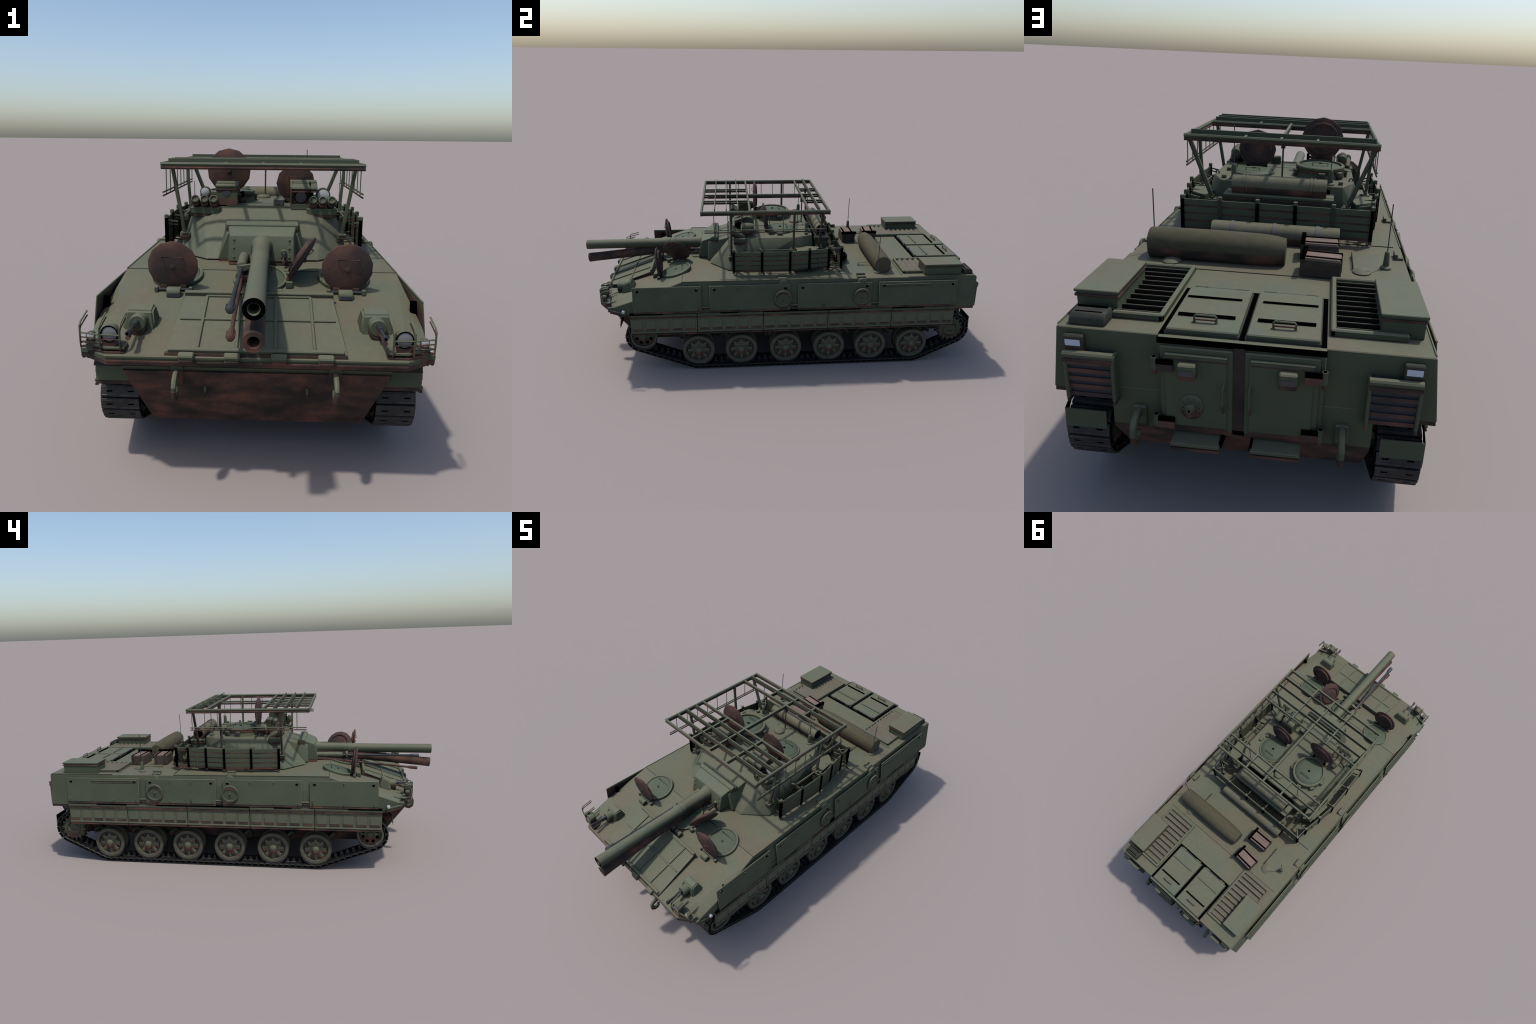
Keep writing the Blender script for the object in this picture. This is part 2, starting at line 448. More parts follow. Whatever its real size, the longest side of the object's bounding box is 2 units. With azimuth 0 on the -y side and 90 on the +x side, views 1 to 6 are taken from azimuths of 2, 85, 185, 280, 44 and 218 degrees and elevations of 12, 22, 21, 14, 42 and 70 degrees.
# local frame: axle along +x, outer face towards +x
def disc(p, x0, x1):
    p.lathe([(WR - 0.017, x0), (WR - 0.003, x0), (WR, x0 + 0.003), (WR, x1 - 0.003), (WR - 0.003, x1), (WR - 0.016, x1 - 0.001),
             (WR - 0.020, x1 - 0.010), (WR - 0.017, x0)], (0, 0, 0), (1, 0, 0), 28, "tyre", caps=False)
disc(wp, 0.010, 0.0385)
disc(wp, -0.045, -0.013)
wp.lathe([(WR - 0.018, -0.042), (WR - 0.018, 0.0200), (0.042, 0.0190), (0.040, 0.0225), (0.036, 0.0300), (0.022, 0.0325), (0.0185, 0.0335)], (0, 0, 0), (1, 0, 0), 24, "pale")
wp.lathe([(0.0185, 0.026), (0.0175, 0.040), (0.014, 0.046), (0.008, 0.049), (0, 0.050)], (0, 0, 0), (1, 0, 0), 16, "pale")
for i in range(8):
    a = math.pi / 4 * i
    d = V3(0, math.cos(a), math.sin(a))
    t = V3(0, -math.sin(a), math.cos(a))
    wp.obox(V3(0.0290, 0, 0) + d * 0.041, d, t, (1, 0, 0), 0.013, 0.0060, 0.0042, bev=0.001, mat="pale")
    a2 = a + math.pi / 8
    d2 = V3(0, math.cos(a2), math.sin(a2))
    wp.cyl(V3(0.0225, 0, 0) + d2 * 0.046, V3(0.0260, 0, 0) + d2 * 0.046, 0.0045, n=8, mat="exhaust", twin=False)
    wp.cyl(V3(0.0305, 0, 0) + d2 * 0.026, V3(0.0350, 0, 0) + d2 * 0.026, 0.0022, n=6)
road = wp.build()
road.location = (0.355, WY[0], WZ)
wm = {}
def mirrored(ob):
    me = ob.data.copy()
    me.transform(Matrix.Scale(-1, 4, (1, 0, 0))); me.flip_normals()
    o = bpy.data.objects.new(ob.name.split(".")[0], me)
    bpy.context.scene.collection.objects.link(o)
    o.parent = ob.parent
    return o
road_m = mirrored(road); road_m.location = (-0.355, WY[0], WZ)
for y in WY[1:]:
    copy_of(road, (0.355, y, WZ)); copy_of(road_m, (-0.355, y, WZ))
# swing arms
ar = Part("swing_arm")
for y in WY:
    for s in S2:
        hub_y = y + (0.088 if y > 0.2 else -0.085) * (1 if y != 0.014 else 1)
        ar.cyl((s * 0.270, hub_y, 0.142), (s * 0.308, hub_y, 0.142), 0.017, n=12, mat="exhaust")
        ar.bar((s * 0.300, hub_y, 0.142), (s * 0.306, y, WZ), 0.014, 0.022)
        ar.cyl((s * 0.290, y, WZ), (s * 0.345, y, WZ), 0.012, n=10)
        ar.cyl((s * 0.306, hub_y, 0.150), (s * 0.335, hub_y + 0.02, 0.142), 0.007, n=8)
ar.build()
# idler
ip = Part("idler_wheel")
IY, IZ, IR = -0.679, 0.187, 0.064
ip.ring((0.0, 0, 0), (1, 0, 0), IR - 0.011, IR, 0.012, 0.048, n=28, mat="tyre", bev=0.002)
ip.ring((0.0, 0, 0), (1, 0, 0), IR - 0.011, IR, -0.048, -0.012, n=28, mat="tyre", bev=0.002)
ip.lathe([(IR - 0.010, -0.04), (IR - 0.010, 0.034), (0.026, 0.039), (0.014, 0.042), (0.014, 0.050), (0.010, 0.054), (0, 0.055)], (0, 0, 0), (1, 0, 0), 24)
for i in range(8):
    a = math.pi / 4 * (i + 0.5)
    ip.cyl((0.034, 0.036 * math.cos(a), 0.036 * math.sin(a)), (0.0395, 0.036 * math.cos(a), 0.036 * math.sin(a)), 0.0085, n=10, mat="black", twin=False)
idl = ip.build(); idl.location = (0.355, IY, IZ)
idm = mirrored(idl); idm.location = (-0.355, IY, IZ)
# drive sprocket
sp = Part("drive_sprocket")
SY, SZ = 0.851, 0.178
def gear(x0, x1):
    poly = []
    T = 15
    for i in range(T):
        a = 2 * math.pi * i / T
        for da, r in ((-0.50, 0.0525), (-0.22, 0.0520), (-0.12, 0.066), (0.12, 0.066), (0.22, 0.0520)):
            t = a + da * 2 * math.pi / T
            poly.append((x0, r * math.cos(t), r * math.sin(t)))
    sp.prism(poly, (x1 - x0, 0, 0), "paint")
gear(0.022, 0.034); gear(-0.034, -0.022)
sp.lathe([(0.045, -0.04), (0.045, 0.022), (0.040, 0.036), (0.030, 0.037), (0.027, 0.034), (0.012, 0.036), (0, 0.037)], (0, 0, 0), (1, 0, 0), 24)
for i in range(10):
    a = math.pi / 5 * i
    sp.cyl((0.034, 0.034 * math.cos(a), 0.034 * math.sin(a)), (0.040, 0.034 * math.cos(a), 0.034 * math.sin(a)), 0.0028, n=6)
spo = sp.build(); spo.location = (0.355, SY, SZ)
spm = mirrored(spo); spm.location = (-0.355, SY, SZ)

# ---- track: link centre line as arcs and straights
def track_path():
    TH = 0.011                               # centre line offset from the ground
    circ = [(IY, IZ, IR + TH - 0.001), (WY[5], WZ, WR + 0.0080), (WY[0], WZ, WR + 0.0080), (SY, SZ, 0.0755)]
    # loop seen from +x: bottom run front to rear, then sprocket, top run back to the idler
    pts = []
    n = len(circ)
    tang = []
    for i in range(n):
        (y0, z0, r0), (y1, z1, r1) = circ[i], circ[(i + 1) % n]
        dy, dz = y1 - y0, z1 - z0
        L = math.hypot(dy, dz)
        base = math.atan2(dz, dy)
        a = base - math.pi / 2 - math.asin(max(-1, min(1, (r1 - r0) / L)))
        a = base - math.acos((r0 - r1) / L)
        tang.append(a)
    for i in range(n):
        a0, a1 = tang[i - 1], tang[i]
        while a1 < a0: a1 += 2 * math.pi
        y, z, r = circ[i]
        m = max(2, int((a1 - a0) / 0.05))
        for k in range(m + 1):
            a = a0 + (a1 - a0) * k / m
            pts.append((y + r * math.cos(a), z + r * math.sin(a)))
    pts.append(pts[0])
    return pts
TP = track_path()
seglen = [math.dist(a, b) for a, b in zip(TP, TP[1:])]
total = sum(seglen)
NL = round(total / 0.0313)
pitch = total / NL
lk = Part("track_link", mat="track", twin=False, angle=25)
# local: x across, y along, z outwards from loop
hp = pitch / 2
for a, b in ((-0.051, -0.0185), (-0.0125, 0.0125), (0.0185, 0.051)):
    lk.box(a, b, -hp + 0.002, hp - 0.002, -0.0075, 0.003, bev=0.0015)
lk.box(-0.051, 0.051, -hp + 0.005, hp - 0.005, -0.005, 0.004, bev=0.001)
lk.cyl((-0.051, -hp + 0.001, -0.002), (0.051, -hp + 0.001, -0.002), 0.0042, n=8)
lk.box(-0.0500, 0.0500, -hp + 0.0006, hp - 0.0006, 0.003, 0.0102, mat="pad", bev=0.0010)
lk.cyl((-0.0495, -hp + 0.0045, 0.0082), (0.0495, -hp + 0.0045, 0.0082), 0.0030, n=8, mat="track")
lk.cyl((-0.0495, hp - 0.0060, 0.0082), (0.0495, hp - 0.0060, 0.0082), 0.0032, n=8, mat="track_rust")
for q in (-0.026, 0.030):
    lk.box(q - 0.009, q + 0.007, -0.0025, 0.0012, 0.0090, 0.0104, mat="black")
lk.box(-0.0512, 0.0512, -hp + 0.0015, hp - 0.0015, 0.0018, 0.0050, mat="black")
lk.box(-0.030, -0.018, -0.0015, 0.0028, 0.004, 0.0098, mat="track")
lk.hull([(x, y, z) for x in (-0.009, 0.009) for y, z in ((-0.009, -0.006), (0.009, -0.006), (-0.003, -0.024), (0.004, -0.024))], bev=0.001)
link0 = lk.build()
def at(sv):
    sv %= total
    for (a, b), L in zip(zip(TP, TP[1:]), seglen):
        if sv <= L and L > 0:
            t = sv / L
            return a[0] + (b[0] - a[0]) * t, a[1] + (b[1] - a[1]) * t
        sv -= L
    return TP[-1]
first = True
TRK = [bpy.data.objects.new("track", None) for _ in S2]
for t, s in zip(TRK, S2):
    bpy.context.scene.collection.objects.link(t); t.parent = ROOT
    for i in range(NL):
        sv = i * pitch
        p, a, b = at(sv), at(sv - pitch * 0.45), at(sv + pitch * 0.45)
        ang = math.atan2(b[1] - a[1], b[0] - a[0])
        M = Matrix.Rotation(ang + math.pi, 4, 'X')
        if first:
            o = link0; first = False
        else:
            o = bpy.data.objects.new("track_link", link0.data)
            bpy.context.scene.collection.objects.link(o)
        o.parent = t
        o.rotation_euler = (ang + math.pi, 0, 0)
        o.location = (s * 0.3555, p[0], p[1])

# mud flaps
mf = Part("mud_flap")
for s in S2:
    x0, x1 = s * 0.311, s * 0.4085
    mf.hull([(x, y, z) for x in (x0, x1) for y, z in ((0.930, 0.250), (0.927, 0.250), (0.933, 0.196), (0.930, 0.196))])
    for x in (x1,):
        mf.hull([(x - s * k, y, z) for k in (0, 0.002) for y, z in ((0.930, 0.250), (0.928, 0.225), (0.874, 0.281), (0.890, 0.262))], mat="black", twin=False)
    mf.hull([(x, y, z) for x in (s * 0.312, s * 0.407) for y, z in ((-0.776, 0.292), (-0.773, 0.292), (-0.783, 0.254), (-0.780, 0.254))])
    mf.hull([(x, y, z) for x in (s * 0.300, s * 0.412) for y, z in ((-0.781, 0.292), (-0.778, 0.292), (-0.76, 0.318), (-0.757, 0.318))], mat="exhaust", twin=False)
mf.build()

# ================================================================== BOW FITTINGS
for s in S2:
    hk = Part("tow_hook")
    hk.hull([(s * 0.187 + i * 0.014, y, z) for i in S2 for y, z in ((-0.862, 0.331), (-0.846, 0.331), (-0.850, 0.322), (-0.822, 0.284), (-0.838, 0.284))], bev=0.002)
    hk.tube([(s * 0.187, -0.846, 0.318), (s * 0.187, -0.872, 0.316), (s * 0.187, -0.888, 0.308), (s * 0.187, -0.896, 0.294), (s * 0.187, -0.893, 0.278),
             (s * 0.187, -0.880, 0.268), (s * 0.187, -0.866, 0.270), (s * 0.187, -0.860, 0.280)], 0.0065, n=8)
    hk.box(s * 0.1215, s * 0.1275, -0.822, -0.79, 0.246, 0.262, bev=0.001)
    hk.build()
    # bow machine gun mount
    g = Part("bow_gun_mount")
    g.hull([(s * 0.253, -0.716, glacis_z(-0.716) - 0.003), (s * 0.338, -0.716, glacis_z(-0.716) - 0.003),
            (s * 0.253, -0.776, glacis_z(-0.776) - 0.003), (s * 0.335, -0.776, glacis_z(-0.776) - 0.003),
            (s * 0.2605, -0.766, 0.4335), (s * 0.326, -0.766, 0.4345), (s * 0.259, -0.735, 0.4455), (s * 0.325, -0.735, 0.4465)], bev=0.0045, seg=3)
    g.lathe([(0.0215, -0.012), (0.0215, 0.016), (0.019, 0.019), (0, 0.019)], (s * 0.292, -0.780, 0.411), (0, -1, 0.06), 16)
    g.build()
    mg = Part("bow_machine_gun", mat="steel", shrink=0.0004)
    a, b = V3(s * 0.292, -0.795, 0.418), V3(s * 0.2935, -0.878, 0.416)
    d = (b - a).normalized()
    mg.cyl(a, a + d * 0.030, 0.0062, n=10)
    mg.cyl(a + d * 0.026, b, 0.0036, n=10)
    mg.cyl(b - d * 0.014, b, 0.0055, 0.006, n=8)
    mg.cyl(b - d * 0.002, b + d * 0.0004, 0.0035, n=8, mat="black", twin=False)
    mg.build()
    # head lamps on their bracket
    hb = Part("headlamp_bracket")
    hb.hull([(s * x, y, z) for x, y in ((0.305, -0.868), (0.352, -0.868), (0.412, -0.832), (0.412, -0.815), (0.305, -0.835)) for z in (0.372, 0.379)], bev=0.0015)
    hb.box(s * 0.31, s * 0.40, -0.845, -0.825, 0.36, 0.374)
    hb.build()
    hl = Part("headlamp")
    c = V3(s * 0.3395, -0.866, 0.4095)
    hl.lathe([(0.010, 0.034), (0.017, 0.030), (0.0205, 0.018), (0.0215, 0.0), (0.0185, 0.0015)], c, (0, 1, -0.04), 20)
    hl.lathe([(0.0205, 0.0012), (0.0183, 0.0012), (0.0183, -0.0008), (0.0205, -0.0008), (0.0205, 0.0012)], c, (0, 1, -0.04), 20, "black", caps=False, twin=False)
    hl.lathe([(0.0184, 0.001), (0.010, -0.0015), (0, -0.002)], c, (0, 1, -0.04), 20, "lens_grey", caps=False)
    c = V3(s * 0.3895, -0.852, 0.3990)
    hl.lathe([(0.007, 0.018), (0.0098, 0.012), (0.0105, 0.0), (0.0088, 0.001)], c, (0, 1, -0.04), 14)
    hl.lathe([(0.0088, 0.0005), (0.005, -0.001), (0, -0.0012)], c, (0, 1, -0.04), 14, "lens", caps=False)
    hl.lathe([(0.0072, 0.0182), (0, 0.0184)], c, (0, 1, -0.04), 14, "black", caps=False, twin=False)
    hl.build()
    gd = Part("headlamp_guard", shrink=0.0004)
    for x, y in ((0.314, -0.869), (0.362, -0.867), (0.412, -0.854)):
        gd.tube([(s * x, y + 0.018, 0.379), (s * x, y, 0.383), (s * x, y - 0.002, 0.40), (s * x, y - 0.001, 0.426), (s * x, y + 0.006, 0.433), (s * x, y + 0.052, 0.444)], 0.0024, n=6)
    gd.tube([(s * 0.314, -0.870, 0.4085), (s * 0.362, -0.868, 0.4085), (s * 0.412, -0.855, 0.4085)], 0.0020, n=6)
    gd.tube([(s * 0.362, -0.848, 0.381), (s * 0.412, -0.852, 0.384)], 0.0018, n=6)
    gd.build()

# ------------------------------------------------------------------ hatches
def opened_lid(name, c, n, u, r, sides=14, handle=True, phase=0.0):
    """rusted lid standing open; n = outer face direction, u = direction away from the hinge"""
    c, n, u = Vector(c), Vector(n).normalized(), Vector(u).normalized()
    u = (u - n * u.dot(n)).normalized(); t = n.cross(u)
    p = Part(name, mat="rust_red", twin=False, angle=24)
    p.lathe([(0, -0.006), (r * 0.66, -0.005), (r * 0.67, -0.010), (r * 0.76, -0.010), (r * 0.78, -0.004), (r * 0.97, -0.001),
             (r, 0.001), (r * 0.985, 0.004), (r * 0.80, 0.008), (0, 0.011)], c, n, sides, ref=u, phase=phase)
    if handle:
        a, b = c + u * r * 0.40 - t * r * 0.40, c + u * r * 0.40 + t * r * 0.40
        p.tube([a + n * 0.006, a + n * 0.017, b + n * 0.017, b + n * 0.006], 0.0016, n=6)
        p.lathe([(r * 0.10, 0.009), (r * 0.10, 0.0135), (r * 0.07, 0.0145), (0, 0.0145)], c, n, 12)
    for k in S2:
        q = c - u * r * 0.93 + t * k * r * 0.38
        p.obox(q + n * 0.003, u, t, n, r * 0.15, r * 0.13, 0.005, bev=0.001)
    p.build()
    return c - u * r * 1.03, t

def closed_hatch(name, c, nrm, r, ring=0.009, rise=0.007, disc_d=0.003):
    p = Part(name)
    p.ring(c, nrm, r - ring, r, -0.006, rise, n=30, bev=0.002)
    n = Vector(nrm).normalized()
    t = V3(1, 0, 0); u = n.cross(t).normalized()
    cc = Vector(c)
    p.lathe([(r - ring - 0.001, -0.006), (r - ring - 0.001, disc_d), (r * 0.70, disc_d + 0.003), (0, disc_d + 0.004)], cc, n, 30, "green")
    a, b = cc + u * r * 0.45 - t * r * 0.42, cc + u * r * 0.45 + t * r * 0.42
    z = n * (disc_d + 0.003)
    p.tube([a + z, a + z + n * 0.011, b + z + n * 0.011, b + z], 0.0015, n=6, mat="exhaust", twin=False)
    p.cyl(cc + z, cc + z + n * 0.004, 0.0058, n=8, mat="exhaust", twin=False)
    p.build()

NG = Vector((0, -0.26, 1))
for s in S2:
    closed_hatch("crew_hatch", (s * 0.2405, -0.521, 0.4645), NG, 0.074)
    hinge, t = opened_lid("crew_hatch_lid", (s * 0.2385, -0.6035, 0.512), (0, -0.97, -0.12), (0, -0.12, 0.97), 0.0705)
    b = Part("hatch_hinge")
    b.cyl((s * 0.192, -0.603, 0.444), (s * 0.285, -0.603, 0.444), 0.0038, n=8, mat="steel")
    for x in (0.191, 0.286):
        b.box(s * x - 0.005, s * x + 0.005, -0.610, -0.596, 0.437, 0.451, bev=0.001)
    b.build()
    vb = Part("vision_block")
    vb.hull([(s * 0.2345 + i * 0.019, y, z) for i in S2 for y, z in ((-0.613, 0.438), (-0.613, 0.455), (-0.629, 0.453), (-0.634, 0.443), (-0.634, 0.430))], bev=0.0015)
    vb.box(s * 0.2345 - 0.015, s * 0.2345 + 0.015, -0.6350, -0.632, 0.4315, 0.4405, mat="lens_dark", twin=False)
    vb.build()
closed_hatch("driver_hatch", (0.0, -0.533, 0.460), NG, 0.079)
opened_lid("driver_hatch_lid", (0.118, -0.526, 0.523), (0.83, -0.25, -0.5), (0.48, -0.145, 0.867), 0.071)
b = Part("driver_hatch_hinge")
b.box(0.074, 0.092, -0.580, -0.566, 0.447, 0.463, bev=0.001)
b.box(0.066, 0.082, -0.51, -0.497, 0.455, 0.472, bev=0.001)
for x in (-0.045, 0.0, 0.045):
    b.hull([(x + i * 0.019, y, z) for i in S2 for y, z in ((-0.613, 0.438), (-0.613, 0.454), (-0.629, 0.452), (-0.634, 0.442), (-0.634, 0.430))], bev=0.0015)
b.build()

# ================================================================== REAR DECK
for s in S2:
    fr = Part("engine_grille")
    x0, x1 = 0.184, 0.358
    y0, y1 = 0.586, 0.884
    zb, zt = ZD - 0.002, 0.4850
    fr.box(s * x0, s * (x0 + 0.012), y0, y1, zb, zt, bev=0.003)
    fr.box(s * x0, s * x1, y0, y0 + 0.012, zb, zt - 0.0005, bev=0.003)
    fr.box(s * x0, s * (0.30 if s > 0 else 0.352), y1 - 0.012, y1, zb, zt + 0.0005, bev=0.003)
    fr.box(s * (x1 - 0.010), s * x1, y0, 0.69, zb, zt - 0.001, bev=0.003)
    n = 10
    pit = (y1 - y0 - 0.024) / n
    for i in range(n):
        ya = y0 + 0.012 + pit * i
        fr.prism([(s * (x0 + 0.011), ya + 0.001, ZD - 0.001), (s * (x0 + 0.011), ya + pit * 0.80, 0.4840), (s * (x0 + 0.011), ya + pit * 0.86, 0.4840), (s * (x0 + 0.011), ya + pit * 0.87, ZD - 0.001)],
                 (s * 0.162, 0, 0), "slat", twin=False)
        fr.box(s * (x0 + 0.012), s * 0.3555, ya + pit * 0.87, ya + pit * 0.92, ZD - 0.001, 0.4825, mat="grille_fill", twin=False)  # solid dark block in place of the shaded opening under the slat
    fr.build()
    bx = Part("deck_box")
    bx.box(s * 0.292, s * 0.385, 0.684, 0.867, ZD - 0.001, 0.521, bev=0.0015)
    bx.box(s * 0.2875, s * 0.3895, 0.680, 0.871, 0.519, 0.5265, bev=0.0015)
    bx.build()
    an = Part("whip_antenna", shrink=0.0004)
    an.lathe([(0.0165, 0), (0.0165, 0.004), (0.013, 0.008), (0.0095, 0.009), (0.0072, 0.046), (0.0055, 0.051), (0.0018, 0.052)], (s * 0.338, 0.464, ZD - 0.001), (0, 0, 1), 14)
    an.cyl((s * 0.338, 0.464, 0.52), (s * 0.338, 0.464, 0.660), 0.0017, n=6, mat="steel", twin=False)
    an.build()
    dm = Part("filler_cap")
    yy = 0.507 if s < 0 else 0.530
    dm.lathe([(0.027, 0), (0.027, 0.003), (0.018, 0.0085), (0, 0.011)], (s * 0.268, yy, ZD - 0.001), (0, 0, 1), 20)
    dm.build()
    # deck handrail
    hr = Part("deck_handrail", shrink=0.0004)
    hr.tube([(s * 0.243, 0.389, ZD - 0.002), (s * 0.243, 0.389, 0.4835), (s * 0.243, 0.494, 0.4835), (s * 0.243, 0.494, ZD - 0.002)], 0.0022, n=6)
    hr.build()
ex = Part("exhaust_cover", mat="exhaust")
ex.hull([(0.297, 0.882, ZD - 0.001), (0.379, 0.882, ZD - 0.001), (0.297, 0.929, ZD - 0.001), (0.379, 0.929, ZD - 0.001),
         (0.298, 0.882, 0.495), (0.377, 0.882, 0.495), (0.299, 0.917, 0.495), (0.376, 0.917, 0.495), (0.298, 0.927, 0.486), (0.377, 0.927, 0.486)], bev=0.002)
ex.box(0.308, 0.368, 0.911, 0.914, 0.494, 0.4962, mat="black", twin=False)
ex.box(0.304, 0.372, 0.888, 0.891, 0.494, 0.4985, mat="black", twin=False)
ex.build()

# roof hatches over the rear exit
for s in S2:
    rh = Part("rear_roof_hatch")
    rh.box(s * 0.009, s * 0.163, 0.718, 0.9335, ZD - 0.002, 0.4845, bev=0.0025)
    rh.box(s * 0.006, s * 0.166, 0.716, 0.9355, ZD - 0.002, 0.4770, bev=0.001, mat="exhaust", twin=False)
    rh.box(s * 0.025, s * 0.152, 0.8685, 0.8755, 0.483, 0.4900, mat="black", twin=False)
    rh.box(s * 0.025, s * 0.154, 0.7806, 0.7816, 0.483, 0.4897, mat="black", twin=False)
    rh.box(s * 0.025, s * 0.154, 0.7745, 0.7806, 0.483, 0.4900, mat="paint", twin=False)
    for xh in (0.034, 0.138):
        rh.cyl((s * (xh - 0.015), 0.7155, 0.4820), (s * (xh + 0.015), 0.7155, 0.4820), 0.0045, n=8)
    rh.cyl((s * 0.05, 0.7155, 0.4805), (s * 0.122, 0.7155, 0.4805), 0.003, n=8, mat="steel", twin=False)
    rh.build()
    hd = Part("hatch_handle", parent=rh.ob, shrink=0.0004)
    hd.tube([(s * 0.061, 0.899, 0.484), (s * 0.061, 0.899, 0.498), (s * 0.065, 0.899, 0.502), (s * 0.106, 0.899, 0.502), (s * 0.110, 0.899, 0.498), (s * 0.110, 0.899, 0.484)], 0.0024, n=6)
    for x in (0.061, 0.110):
        hd.cyl((s * x, 0.899, 0.4835), (s * x, 0.899, 0.4860), 0.0045, n=8)
    hd.build()
sm = Part("seam_strip", mat="black", twin=False)  # raised strips copying coincident-face black along the hatch joints
for s in S2:
    sm.box(s * 0.165, s * 0.1775, 0.7040, 0.9372, ZD - 0.002, 0.4722)
sm.box(-0.165, 0.165, 0.7040, 0.7145, ZD - 0.002, 0.4724)
sm.box(-0.0055, 0.0055, 0.7145, 0.9372, ZD - 0.002, 0.4728)
sm.box(-0.179, 0.177, 0.9482, 0.9514, 0.4570, 0.4700)
sm.build()

# rolled tarpaulin
rl = Part("rolled_tarpaulin", mat="tarp", angle=40)
prof = [(0.022, 0.0), (0.034, 0.004), (0.0368, 0.05), (0.0372, 0.15), (0.0376, 0.25), (0.037, 0.33), (0.034, 0.366), (0.028, 0.380), (0.026, 0.383)]
prof = [(0.0385, 0.0), (0.0402, 0.003), (0.0420, 0.08), (0.0430, 0.18), (0.0425, 0.27), (0.0412, 0.33), (0.0380, 0.366), (0.0330, 0.392)]
rl.lathe(prof, (0.341, 0.488, 0.5125), (-1, 0, 0), 20)
rl.build()

# stowed tube on the deck and tube behind the turret
def stow_tube(name, y, z, r, xa, xb, bands, band_mat, bw):
    p = Part(name, mat="khaki", angle=30)
    L = xa - xb
    p.ring((xa, y, z), (-1, 0, 0), r - 0.003, r, 0, L, n=14)
    p.lathe([(r - 0.0034, 0.001), (r - 0.0034, L - 0.001)], (xa, y, z), (-1, 0, 0), 14, mat="black", caps=False, twin=False)
    p.lathe([(r - 0.003, L / 2 - 0.001), (0, L / 2)], (xa, y, z), (-1, 0, 0), 14, mat="black", caps=False, twin=False)
    for x in bands:
        p.ring((x, y, z), (1, 0, 0), r - 0.001, r + 0.0018, -bw, bw, n=14, mat=band_mat)
    p.build()
stow_tube("turret_stowage_tube", 0.209, 0.633, 0.028, 0.154, -0.154, (0.104, -0.104, 0.115, -0.115), "khaki", 0.003)
stow_tube("deck_stowage_tube", 0.312, 0.501, 0.031, 0.199, -0.204, (0.133, 0.0, -0.135), "band", 0.0055)

# timber crates
for cx, cy, turn in ((-0.154, 0.537, -4.5), (-0.1455, 0.414, 0.5)):
    R = Matrix.Rotation(math.radians(turn), 3, 'Z')
    ux, uy, uz = R @ V3(1, 0, 0), R @ V3(0, 1, 0), V3(0, 0, 1)
    def cb(p, x0, x1, y0, y1, z0, z1, **kw):
        p.obox(V3(cx, cy, 0) + ux * (x0 + x1) / 2 + uy * (y0 + y1) / 2 + uz * (z0 + z1) / 2, ux, uy, uz, (x1 - x0) / 2, (y1 - y0) / 2, (z1 - z0) / 2, **kw)
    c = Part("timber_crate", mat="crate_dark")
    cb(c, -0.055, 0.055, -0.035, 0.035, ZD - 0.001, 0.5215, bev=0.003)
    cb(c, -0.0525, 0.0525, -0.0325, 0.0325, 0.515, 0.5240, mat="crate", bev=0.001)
    c.build()
    st = Part("crate_strap", parent=c.ob, mat="black", twin=False)
    for y in (-0.0225, 0.0225):
        cb(st, -0.0555, 0.0545, y - 0.0042, y + 0.0042, 0.5195, 0.5255)
        cb(st, -0.0562, -0.0540, y - 0.0042, y + 0.0042, ZD, 0.5225, mat="charcoal")
        cb(st, 0.0540, 0.0562, y - 0.0042, y + 0.0042, ZD, 0.5225, mat="charcoal")
    cb(st, 0.0425, 0.0545, -0.0385, 0.0385, 0.5205, 0.5330)
    cb(st, 0.0460, 0.0520, -0.0410, 0.0410, 0.5215, 0.5300)
    for y in (-0.0365, 0.0365):
        cb(st, 0.0430, 0.0540, y - 0.0018, y + 0.0018, 0.508, 0.5215, mat="exhaust")
    st.build()

